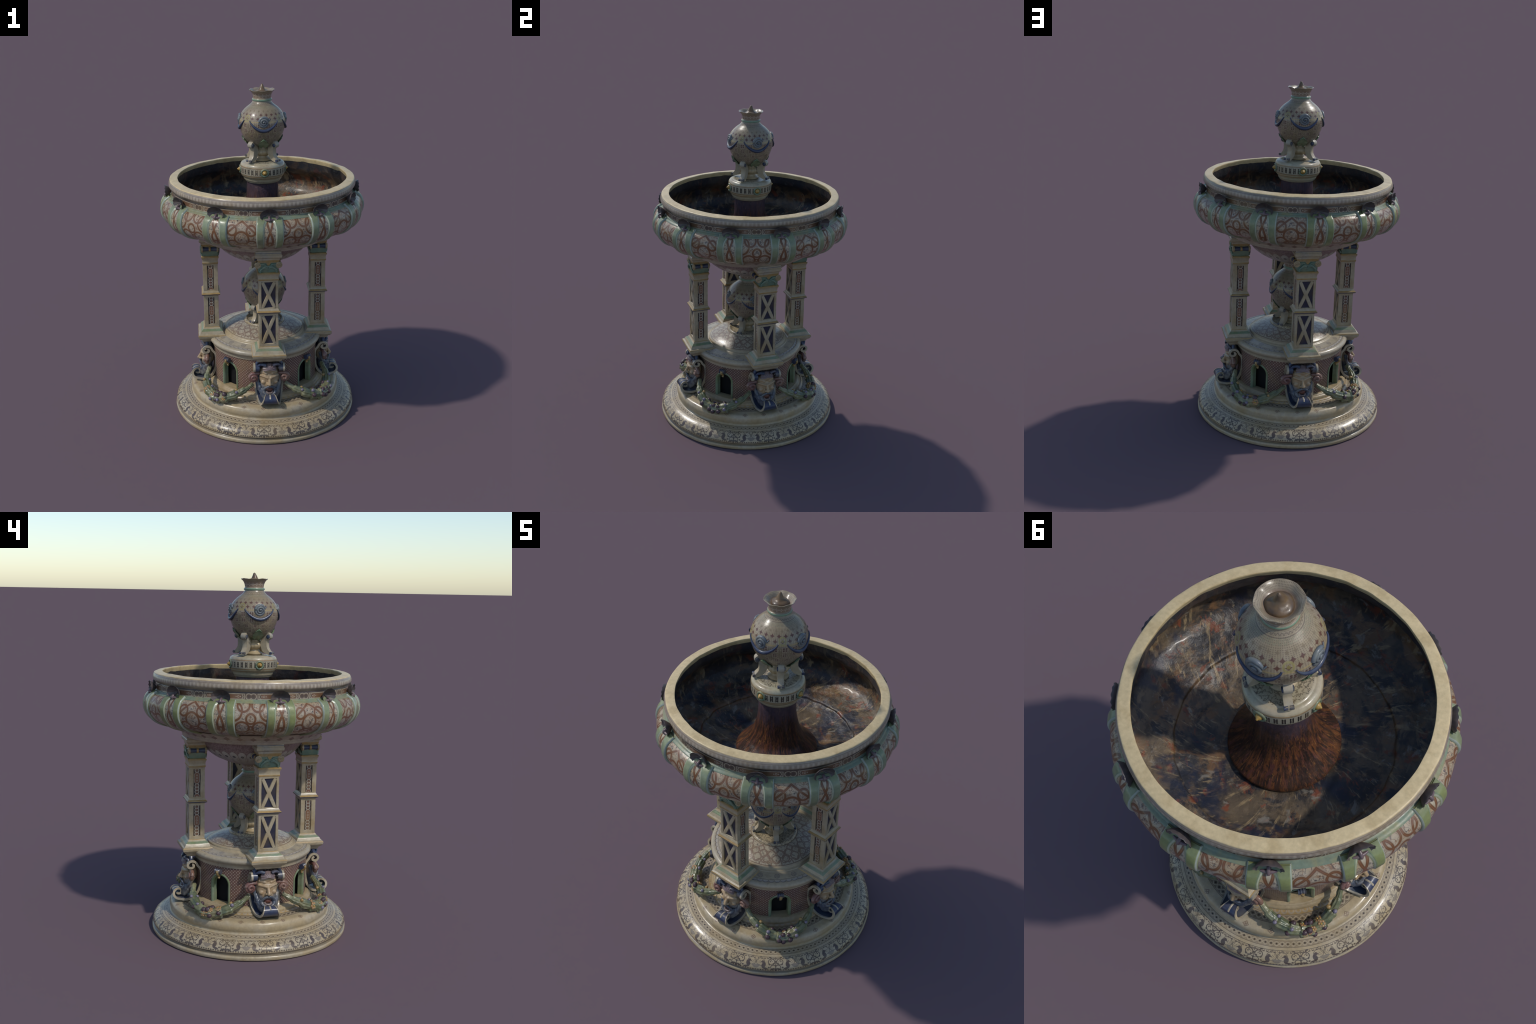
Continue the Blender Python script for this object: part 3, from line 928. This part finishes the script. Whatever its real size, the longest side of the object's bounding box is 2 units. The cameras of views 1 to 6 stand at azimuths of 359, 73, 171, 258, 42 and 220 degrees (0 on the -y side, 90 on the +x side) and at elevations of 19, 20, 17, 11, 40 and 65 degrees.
m_rolls = make('scroll_roll', *weld([ribbon(s * .052, s * .0740, .007, wide, 0, 30) for s in (-1, 1)]), 'blue_glaze', ang=50)
m_edge = make('scroll_edge', *weld([ribbon(s * .0735, s * .0835, .0115, wide) for s in (-1, 1)]), 'pale_glaze', ang=50)
def tongue():
    path = [D(0, p.x * 1.0 + .0, p.y) for p in SP[-26:-4]]
    return tube(path, .0055, 8)
m_ton = make('scroll_rib', *tongue(), 'pale_glaze')
def capsule(a, b, r0, r1=None, n=7):
    r1 = r0 if r1 is None else r1
    a, b = Vector(a), Vector(b)
    parts = []
    for i in range(n): parts.append(ball(a.lerp(b, i / (n - 1)), r0 + (r1 - r0) * i / (n - 1), 12, 8))
    return parts
def face_parts():
    P = [ball(D(0, .345, .338), (.055, .036, .066), 24, 16), ball(D(0, .352, .300), (.048, .030, .050), 20, 14)]
    for s in (-1, 1):
        P += capsule(D(s * .043, .366, .358), D(s * .008, .381, .349), .0085, .0085)
        P += capsule(D(s * .016, .372, .372), D(s * .040, .362, .378), .008, .006)
        P += [ball(D(s * .030, .368, .316), (.016, .013, .015)), ball(D(s * .022, .370, .337), (.0105, .009, .006)), ball(D(s * .010, .388, .311), .0075)]
    P += capsule(D(0, .380, .348), D(0, .397, .313), .0070, .0095)
    P += [ball(D(0, .372, .352), (.010, .010, .010)), ball(D(0, .350, .385), (.045, .028, .020))]
    return P
m_face = remeshed('face', face_parts(), .0026, 3, 'face_glaze', .0008, 80)
def beard_parts():
    P = []
    rnd = random.Random(3)
    for s in (-1, 1):
        for i in range(7):                                     # cheek and chin locks
            t = i / 6
            x0 = s * (.050 - .040 * t); z0 = .300 - .048 * t ** .6
            d0 = .345 + .030 * t
            x1 = x0 * .92 + s * .004; z1 = z0 - .045 - rnd.random() * .01 + .012 * t
            x2 = x0 * .72; z2 = z1 - .026
            path = smooth_curve([D(x0, d0, z0), D(x1, d0 + .016, (z0 + z1) / 2), D(x1, d0 + .018, z1), D(x2, d0 + .022, max(z2, .206))], 5)
            P.append(tube(path, lambda q: .0105 * (1 - .5 * q), 9))
        P.append(tube(smooth_curve([D(s * .052, .338, .345), D(s * .058, .342, .315), D(s * .054, .352, .285), D(s * .058, .352, .255)], 5), lambda q: .011 * (1 - .4 * q), 9))
        # locks closing below the lip
        P.append(tube(smooth_curve([D(s * .030, .372, .276), D(s * .031, .380, .258), D(s * .018, .388, .243), D(s * .004, .392, .236)], 5), lambda q: .009, 9))
        P.append(tube(smooth_curve([D(s * .012, .384, .246), D(s * .018, .392, .228), D(s * .010, .402, .216)], 5), lambda q: .008 * (1 - .4 * q), 9))
    P.append(ball(D(0, .350, .255), (.044, .026, .045)))
    return P
m_beard = remeshed('beard', beard_parts(), .0025, 1, 'beard_glaze', .0010, 110)
def tache():
    P = []
    for s in (-1, 1):
        for k in range(3):
            P.append(tube(smooth_curve([D(s * .002, .391 - k * .002, .299 - k * .003), D(s * .016, .392 - k * .002, .294 - k * .003), D(s * .029, .384, .280 - k * .002), D(s * (.032 + .003 * k), .376, .262 + .004 * k)], 6), lambda q: .0065 * (1 - .45 * q), 9))
    return P
m_tache = remeshed('moustache', tache(), .0022, 1, 'beard_glaze')
m_mouth = make('mouth', *ball(D(0, .372, .268), (.020, .012, .016)), 'mouth_glaze')
m_lip = make('lower_lip', *tube(smooth_curve([D(-.017, .378, .262), D(-.010, .387, .253), D(.010, .387, .253), D(.017, .378, .262)], 6), lambda t: .0058, 10), 'crest_glaze')
def horn(s):
    P = [D(s * (.052 + .020 * min(1, i / 12)), .352, .353) for i in range(0)]
    pts = []
    for i in range(46):
        t = i / 45; a = radians(100) - t * 1.75 * TAU
        r = .024 * (1 - .80 * t)
        pts.append(D(s * (.082 + r * cos(a) - .0), .350 + .018 * t, .338 + r * sin(a)))
    pts = smooth_curve([D(s * .048, .345, .358), D(s * .062, .350, .364)], 4) + pts
    return tube(pts, lambda t: .0115 * (1 - .45 * t), 10)
m_horn = make('horn', *weld([horn(1), horn(-1)]), 'horn_glaze')

def scallop(w, h, depth, ribs=9, nu=48, nv=12, th=.004, span=112):
    """concave fan: returns verts (x, out, up) around a hinge at the origin"""
    V, F = [], []
    for side in (0, 1):
        for i in range(nu + 1):
            a = radians(-span + 2 * span * i / nu)
            fl = cos((i / nu) * ribs * TAU)
            for j in range(nv + 1):
                q = j / nv
                k = q * (1 + .018 * fl * q)
                x = w * k * sin(a); z = h * (k * cos(a))
                o = depth * (q ** 2.0) * (.93 + .07 * cos(a)) + .0016 * fl * q - side * th * (1 - .75 * q)
                V.append((x, o, z))
    m = nv + 1; s = (nu + 1) * m
    for side in (0, 1):
        for i in range(nu):
            for j in range(nv):
                f = (side * s + i * m + j, side * s + (i + 1) * m + j, side * s + (i + 1) * m + j + 1, side * s + i * m + j + 1)
                F.append(f)
    for i in range(nu): F.append((i * m + nv, (i + 1) * m + nv, s + (i + 1) * m + nv, s + i * m + nv))
    for j in range(nv):
        F.append((j, j + 1, s + j + 1, s + j)); o = nu * m
        F.append((o + j, o + j + 1, s + o + j + 1, s + o + j))
    return V, F
sv, sf = scallop(.037, .030, -.016, 7)
m_crest = make('shell_crest', [D(x, .388 + o * 1.0 - .25 * (z - .0), .402 + z) for x, o, z in sv], sf, 'crest_glaze', ang=80)
def curls():
    P = []
    for s in (-1, 1):
        P.append(tube(smooth_curve([D(s * .018, .375, .425), D(s * .040, .372, .430), D(s * .056, .362, .416), D(s * .050, .362, .398)], 6), lambda t: .0095 * (1 - .4 * t), 9))
        P.append(tube(smooth_curve([D(s * .056, .350, .440), D(s * .066, .352, .425), D(s * .060, .356, .405)], 6), lambda t: .010 * (1 - .4 * t), 9))
    return weld(P)
m_curl = make('curl', *curls(), 'blue_glaze')
def swell(me, kx=1.10, kd=1.13):
    for v in me.vertices: v.co.x *= kx; v.co.y = -(.300 + (-v.co.y - .300) * kd)
for me in (m_face, m_br, m_edge, m_rolls, m_ton, m_beard, m_tache, m_mouth, m_lip, m_horn, m_crest, m_curl): swell(me)
masks = four('mask', m_face)
for nm, me in (('cartouche', m_br), ('scroll_edge', m_edge), ('scroll_roll', m_rolls), ('scroll_rib', m_ton), ('beard', m_beard), ('moustache', m_tache), ('mouth', m_mouth), ('lower_lip', m_lip),
               ('horn', m_horn), ('shell_crest', m_crest), ('curl', m_curl)):
    four(nm, me, masks)

# ----------------------------------------------------------------------- garlands
def gpath(t):
    """half-angle from pier to pier; hangs between two masks and rests on the step"""
    u = 2 * t - 1
    a = radians(29.7) * u; r = .445 - .089 * abs(u) ** 1.8
    z = .197 + .093 * abs(u) ** 1.55
    return D(r * sin(a), r * cos(a), z)
def grad(t): return .0105 + .0215 * max(0.0, cos((t - .5) * pi)) ** 1.15
def garland():
    n = 90; path = [gpath(i / n) for i in range(n + 1)]
    def rad(t):
        q = 1 - abs(2 * t - 1); seg = (q * 4.6) % 1.0
        return grad(t) * (1.12 - .30 * seg)
    def sec(a, t):
        q = 1 - abs(2 * t - 1); seg = (q * 4.6) % 1.0
        return 1 + .10 * cos(9 * a + 1.0 * int(q * 4.6)) * (.4 + .6 * (1 - seg))
    me = make('garland', *tube(path, rad, 45, True, sec), 'garland_glaze', ang=60)
    for v in me.vertices: v.co += v.normal * (noise.noise(v.co * 60) * .0035 + noise.noise(v.co * 130) * .0015)
    return me
m_gar = garland()
garls = []
for k in range(4):
    garls.append(add('garland', m_gar, None, loc_low, TURN + pi / 4 + k * pi / 2))
def blossom():
    P = []
    for i in range(6):
        a = TAU * i / 6
        P.append(ball((.0085 * cos(a), .0085 * sin(a), .0015), (.0066, .0066, .0042), 10, 6))
    P.append(ball((0, 0, .001), (.008, .008, .004), 10, 6))
    return make('blossom', *weld(P), 'orange_petal', ang=80)
m_blo = blossom()
m_eye = make('blossom_eye', *ball((0, 0, .0048), (.0042, .0042, .003), 10, 6), 'gold_glaze')
m_fru = make('fruit', *ball((0, 0, .003), (.0118, .0108, .0105), 14, 10), 'plum_skin')
for v in m_fru.vertices: v.co *= 1 + .16 * noise.noise(v.co * 190)
m_ber = make('berry', *ball((0, 0, .004), (.0085, .0085, .008), 12, 8), 'mauve_petal')
m_cap2 = make('small_fruit', *ball((0, 0, .004), (.0080, .0080, .009), 12, 8), 'ochre_glaze')
def decorate(g, seed):
    rnd = random.Random(seed)
    spec = []
    for t in (.20, .80): spec += [(t, a, rnd.choice((m_ber, m_cap2))) for a in (50, 140)]
    for t in (.345, .655): spec += [(t + rnd.uniform(-.015, .015), a, rnd.choice((m_fru, m_ber, m_blo))) for a in (10, 65, 125)]
    for t in (.47, .52, .56): spec += [(t + rnd.uniform(-.015, .015), a + rnd.uniform(-10, 10), rnd.choice((m_blo, m_fru, m_fru, m_ber))) for a in (0, 60, 130)]
    for t, a, me in spec:
        p = gpath(t); d = (gpath(t + .01) - gpath(t - .01)).normalized()
        s = d.cross(Vector((0, 0, 1))).normalized(); w = s.cross(d)
        out = Vector((p.x, p.y, 0)).normalized()
        if s.dot(out) < 0: s = -s
        nrm = s * cos(radians(a)) + w * sin(radians(a))
        q = 1 - abs(2 * t - 1)
        rr = grad(t) * .85
        o = bpy.data.objects.new(me.name, me); bpy.context.collection.objects.link(o); o.parent = g
        o.location = p + nrm * rr
        o.rotation_euler = nrm.to_track_quat('Z', 'Y').to_euler()
        k = rnd.uniform(.95, 1.35); o.scale = (k, k, k)
        if me is m_blo:
            e = o.copy(); e.data = m_eye; e.name = 'blossom_eye'; bpy.context.collection.objects.link(e)
for i, g in enumerate(garls): decorate(g, 20 + i)

# --------------------------------------------------------------------------- basin
BULGE = [(.541, 1.362), (.553, 1.355), (.572, 1.341), (.585, 1.318), (.5895, 1.290), (.5850, 1.261), (.570, 1.234), (.546, 1.211), (.513, 1.195), (.470, 1.183), (.425, 1.174)]
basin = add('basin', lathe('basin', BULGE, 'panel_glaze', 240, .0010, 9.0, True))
add('rim', lathe('rim', [(.499, 1.438), (.4945, 1.452), (.4915, 1.462), (.4935, 1.4665), (.530, 1.4620), (.5360, 1.4603), (.5385, 1.4570), (.536, 1.452)],
    'rim_glaze', 240, .0022, 16.0, fine=.004))
add('rim_bead', lathe('rim_bead', [(.533, 1.4585), (.5375, 1.4575), (.5405, 1.452), (.5445, 1.442), (.5455, 1.432), (.5445, 1.4245), (.539, 1.4195), (.5345, 1.413), (.526, 1.407)], 'rim_edge', 240, .0014, 16.0, fine=.004))
add('frieze', lathe('frieze', [(.526, 1.412), (.529, 1.406), (.5295, 1.386), (.531, 1.368), (.538, 1.366)], 'neck_frieze', 192, .0008))
add('shoulder_moulding', lathe('shoulder_moulding', [(.530, 1.372), (.537, 1.369), (.541, 1.364), (.547, 1.361), (.555, 1.3565), (.553, 1.352)], 'shoulder_glaze', 192, .0008))
add('basin_foot', lathe('basin_foot', [(.46, 1.178), (.430, 1.172), (.418, 1.166), (.408, 1.154), (.392, 1.140), (.392, 1.134), (.387, 1.130), (.386, 1.120), (.378, 1.115), (.320, 1.114), (.26, 1.115)], 'foot_glaze', 192))
add('cup', lathe('cup', [(.296, 1.124), (.293, 1.104), (.281, 1.076), (.261, 1.048), (.232, 1.022), (.199, .999), (.162, .981), (.125, .966), (.088, .956), (.054, .951)], 'cup_glaze', 256, .0006, 9., True,
    shape=lambda r, z, a: (r + .0035 * abs(cos(16 * a)) * min(1, max(0, (.262 - r) / .02)) * min(1, max(0, (r - .09) / .05)), z)))
INNER = [(.4960, 1.456), (.4985, 1.444), (.5010, 1.424), (.504, 1.405), (.510, 1.387), (.527, 1.363), (.550, 1.334), (.564, 1.300), (.558, 1.263), (.538, 1.232), (.500, 1.208), (.450, 1.192), (.398, 1.176), (.388, 1.162), (.362, 1.152), (.336, 1.142), (.300, 1.134), (.250, 1.128), (.195, 1.126), (.15, 1.125)]
def lumps(r, z, a):
    v = Vector((r * sin(a), -r * cos(a), z))
    w = min(1, max(0, (1.44 - z) / .06))
    k = noise.noise(v * 12) * .007 + noise.noise(v * 32) * .0032
    return r + k * w * .6, z + k * w
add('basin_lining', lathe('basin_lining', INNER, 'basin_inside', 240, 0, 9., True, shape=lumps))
add('pillar', lathe('pillar', [(.092, 1.450), (.092, 1.41), (.095, 1.35), (.102, 1.30), (.114, 1.255), (.134, 1.215), (.160, 1.186), (.184, 1.164), (.197, 1.152), (.202, 1.144), (.201, 1.134), (.195, 1.120)], 'pillar_glaze', 128, .002, 18., True), None, (.003, -.003, 0))

def h_strap(a, v):
    """relief of a pair of green ribs: rounded shoulders, sunk window between"""
    e = min(1, max(0, (STRAP_HALF - abs(a)) / radians(.9)))
    h = .011 * sqrt(max(0, 1 - (1 - e) ** 2))
    win = sqrt((a / WIN_HALF) ** 2 + (max(v - .45, 0) / .36) ** 2)
    k = min(1, max(0, (1.28 - win) / .30)); k = k * k * (3 - 2 * k)
    return h - .0068 * k
def strap():
    P = smooth_curve([(a, b) for a, b in [(.5385, 1.367), (.5405, 1.364)] + BULGE[1:] + [(.415, 1.168)]], 6)
    V, F = [], []; n = 44
    for i, q in enumerate(P):
        d = (P[min(i + 1, len(P) - 1)] - P[max(i - 1, 0)]).normalized(); nn = Vector((-d.y, d.x))
        if nn.x < 0 and q.y > 1.2: nn = -nn
        if nn.y > 0 and q.y <= 1.2: nn = -nn
        v = (atan2(q.y - 1.268, q.x - .49) + .42) / 1.62
        endf = min(1, i / 5) * min(1, (len(P) - 1 - i) / 4)
        for j in range(n + 1):
            a = -STRAP_HALF + 2 * STRAP_HALF * j / n
            h = h_strap(a, v) * (.3 + .7 * endf) - .0005
            r, z = q.x + nn.x * h, q.y + nn.y * h
            aa = a * (1 + .10 * max(0, (.53 - q.x)) / .1)
            V.append(D(r * sin(aa), r * cos(aa), z))
    m = n + 1
    for i in range(len(P) - 1):
        for j in range(n): F.append((i * m + j, i * m + j + 1, (i + 1) * m + j + 1, (i + 1) * m + j))
    return V, F
m_straps = {t: make('strap', *strap(), t, ang=80) for t in ('strap_sage', 'strap_moss', 'strap_lime')}
sv, sf = scallop(.050, .037, .034, 9, span=138)
m_shell = make('shell', [D(x, .534 + o, 1.384 + z) for x, o, z in sv], sf, 'shell_glaze', ang=80)
def hinge():
    P = [tube([D(-.026 + .052 * i / 10, .560 + .004 * sin(pi * i / 10), 1.360) for i in range(11)], lambda t: .0085 - .004 * abs(2 * t - 1), 12),
         tube(smooth_curve([D(0, .552, 1.374), D(0, .566, 1.368), D(0, .570, 1.358), D(0, .562, 1.352)], 5), lambda t: .007, 10)]
    return weld(P)
m_hinge = make('shell_hinge', *hinge(), 'crest_glaze')
TINTS = ['strap_sage'] * 4 + ['strap_moss'] * 2 + ['strap_lime'] * 4 + ['strap_moss', 'strap_sage']  # rib greens go cool to yellow by azimuth, keeping the scan's baked-in light
for k in range(12):
    a = TURN + k * TAU / 12
    add('strap', m_straps[TINTS[k]], None, (0, 0, 0), a)
    sh = add('shell', m_shell, None, (0, 0, 0), a + radians(random.uniform(-.5, .5)))
    add('shell_hinge', m_hinge, sh)

# ------------------------------------------------------------------------ top drum
loc_top = (C_TOP[0], C_TOP[1], 0)
tdrum = add('stand', lathe('stand', [(.085, 1.437), (.100, 1.438), (.104, 1.446), (.110, 1.452), (.112, 1.462), (.120, 1.470), (.127, 1.480), (.130, 1.490), (.1305, 1.528), (.128, 1.540), (.122, 1.548),
    (.112, 1.552), (.106, 1.552), (.102, 1.5555), (.0, 1.557)], 'drum_glaze', 128, .0008), None, loc_top)
def stud():
    p = [(.0, .0), (.0125, .0), (.0135, .003), (.0125, .008), (.009, .013), (.005, .016), (.004, .019), (.0, .0215)]
    V, F = [], []; s = 20
    for r, o in p:
        for j in range(s):
            a = TAU * j / s; V.append(D(r * cos(a), .128 + o, 1.508 + r * sin(a)))
    for i in range(len(p) - 1):
        for j in range(s): F.append((i * s + j, i * s + (j + 1) % s, (i + 1) * s + (j + 1) % s, (i + 1) * s + j))
    return V, F
m_stud = make('stud', *stud(), 'gold_glaze')
ringp = [D(.0195 * cos(TAU * i / 28), .1295 - .0015 * abs(cos(TAU * i / 28)), 1.508 + .0195 * sin(TAU * i / 28)) for i in range(29)]
m_sring = make('stud_ring', *tube(ringp, .0062, 10, False), 'mint_glaze')
for k in range(4):
    s_ = add('stud', m_stud, None, loc_top, TURN + k * pi / 2 + radians(1)); add('stud_ring', m_sring, s_)

# --------------------------------------------------------------------------- vases
VASE = [(.0, .078), (.034, .080), (.060, .090), (.084, .106), (.105, .133), (.120, .163), (.130, .195), (.1345, .220), (.134, .238), (.127, .260), (.115, .282), (.097, .302), (.080, .316), (.066, .327), (.057, .337), (.053, .345), (.052, .349)]
NECK = [(.050, .346), (.056, .348), (.0575, .353), (.055, .358), (.051, .360), (.051, .366), (.053, .378), (.058, .390), (.065, .399), (.0735, .406), (.0715, .4085), (.060, .402), (.050, .392), (.042, .386), (.0, .386)]
m_body = lathe('vase', VASE, 'vase_glaze', 144, .0005, 20., True)
def wavy(r, z, a):
    k = max(0, (z - .392) / .015)
    return r * (1 + .014 * k * cos(8 * a)), z - .0015 * k * cos(8 * a)
m_lipn = lathe('vase_neck', NECK, 'vase_glaze', 144, .0012, 24., shape=wavy)
m_fin = lathe('finial', [(.044, .385), (.042, .394), (.034, .400), (.026, .403), (.018, .409), (.013, .419), (.0085, .429), (.006, .436), (.003, .439), (.0, .440)], 'finial_bronze', 32, .0025, 40.)
m_stem = lathe('stem', [(.0, .0), (.050, .001), (.052, .010), (.036, .018), (.034, .024), (.032, .030), (.044, .036), (.051, .046), (.052, .056), (.046, .066), (.040, .072), (.040, .092)], 'cream_glaze', 96, .0004,
    shape=lambda r, z, a: (r * (1 + (.07 * abs(sin(7 * a)) if .036 < z < .074 else 0)), z))
def snail():
    pts = []
    for i in range(72):
        t = i / 71; a = radians(20) + t * 2.4 * TAU; r = .0285 * (1 - t) ** .85 + .001
        pts.append(D(r * cos(a), .123 + .011 * t ** 1.2 + .004, .240 + r * sin(a)))
    pts = [D(.036, .120, .262), D(.031, .125, .254)] + pts
    def rad(t): return .0092 * (1 - .45 * t) * min(1, .3 + t * 8)
    return weld([tube(pts, rad, 10), ball(D(0, .126, .240), (.024, .009, .024))])
m_snail = make('spiral_boss', *snail(), 'slate_glaze', ang=80)
def vr(z):
    for (r0, z0), (r1, z1) in zip(VASE[:-1], VASE[1:]):
        if z0 <= z <= z1: return r0 + (r1 - r0) * (z - z0) / (z1 - z0)
    return .13
def swag():
    pts = []
    for i in range(41):
        t = i / 40; a = radians(-36 + 72 * t); z = .249 - .056 * (sin(pi * t) ** .8)
        pts.append(D((vr(z) + .002) * sin(a), (vr(z) + .002) * cos(a), z))
    return tube(pts, lambda t: .0030 + .0068 * sin(pi * t), 10)
m_swag = make('swag', *swag(), 'blue_glaze', ang=80)
def leg():
    """S-scroll foot: knee under the belly, toe out on the stand"""
    c = smooth_curve([(.099, .091), (.107, .097), (.106, .108), (.095, .111), (.083, .099), (.074, .080), (.072, .058), (.078, .036), (.093, .020), (.110, .011), (.121, .013)], 6)
    V, F = [], []; n = len(c)
    for i, p in enumerate(c):
        d = (c[min(i + 1, n - 1)] - c[max(i - 1, 0)]).normalized(); nn = Vector((-d.y, d.x))
        t = i / (n - 1); th = .012 + .026 * sin(pi * min(1, max(0, (t - .22) / .70))) ; w = .0145
        for s in (-.5, .5):
            for x in (-w, -w * .55, w * .55, w):
                k = 0 if abs(x) == w else .0015 * (1 if s > 0 else -1)
                V.append(D(x, p.x + nn.x * (th * s + k), p.y + nn.y * (th * s + k)))
    for i in range(n - 1):
        o, q = i * 8, i * 8 + 8
        loop = (0, 1, 2, 3, 7, 6, 5, 4)
        for j in range(8):
            a, b = loop[j], loop[(j + 1) % 8]; F.append((o + a, o + b, q + b, q + a))
    F += [(0, 1, 2, 3, 7, 6, 5, 4), tuple(8 * n - 8 + k for k in (0, 1, 2, 3, 7, 6, 5, 4))]
    return V, F
m_leg = make('leg', *leg(), 'pale_glaze', ang=50)
m_knee = make('knee_roll', *weld([tube([D(s * .003, .1000, .100), D(s * .018, .1000, .100), D(s * .0195, .1000, .100)], lambda t: .0105 if t < .9 else .008, 14) for s in (-1, 1)] +
                               [tube([D(s * .003, .116, .012), D(s * .0165, .116, .012)], .0075, 12) for s in (-1, 1)]), 'blue_glaze')
def leafv():
    V, F = [], []; nu, nv = 12, 12
    for side in (0, 1):
        for i in range(nu + 1):
            u = -1 + 2 * i / nu
            for j in range(nv + 1):
                q = j / nv; z = .088 + .058 * q
                w = .30 * (sin(pi * min(1, .15 + q * .85)) ** .7) * (1 + .12 * cos(q * 22))
                a = u * w; r = vr(z) + .004 + .002 * (1 - u * u) + .002 * q - side * .005
                V.append(D(r * sin(a), r * cos(a), z - .010 * u * u))
    m = nv + 1; s = (nu + 1) * m
    for side in (0, 1):
        for i in range(nu):
            for j in range(nv): F.append((side * s + i * m + j, side * s + (i + 1) * m + j, side * s + (i + 1) * m + j + 1, side * s + i * m + j + 1))
    for i in range(nu):
        F.append((i * m + nv, (i + 1) * m + nv, s + (i + 1) * m + nv, s + i * m + nv)); F.append((i * m, (i + 1) * m, s + (i + 1) * m, s + i * m))
    for j in range(nv):
        F.append((j, j + 1, s + j + 1, s + j)); o = nu * m; F.append((o + j, o + j + 1, s + o + j + 1, s + o + j))
    return V, F
m_leaf = make('leaf', *leafv(), 'sage_leaf', ang=80)
m_spout = make('spout', *tube([D(.035, .105, .285), D(.050, .135, .296), D(.058, .152, .302)], .009, 12), 'slate_glaze')
def vase(loc, top):
    v = add('vase', m_body, None, loc, TURN)
    add('vase_neck', m_lipn, v); add('stem', m_stem, v)
    if top: add('finial', m_fin, v)
    for k in range(4):
        for nm, me, off in (('spiral_boss', m_snail, 0), ('swag', m_swag, 0), ('leaf', m_leaf, 0), ('leg', m_leg, pi / 4), ('knee_roll', m_knee, pi / 4)):
            o = add(nm, me, v); o.rotation_euler = (0, 0, off + k * pi / 2)
            if not top: o.scale = (.97, .97, 1) if off == 0 else (.96, .96, 1)
    return v
vase((C_TOP[0], C_TOP[1], 1.557), True)
low = vase((C_LOW[0], C_LOW[1], .557), False)
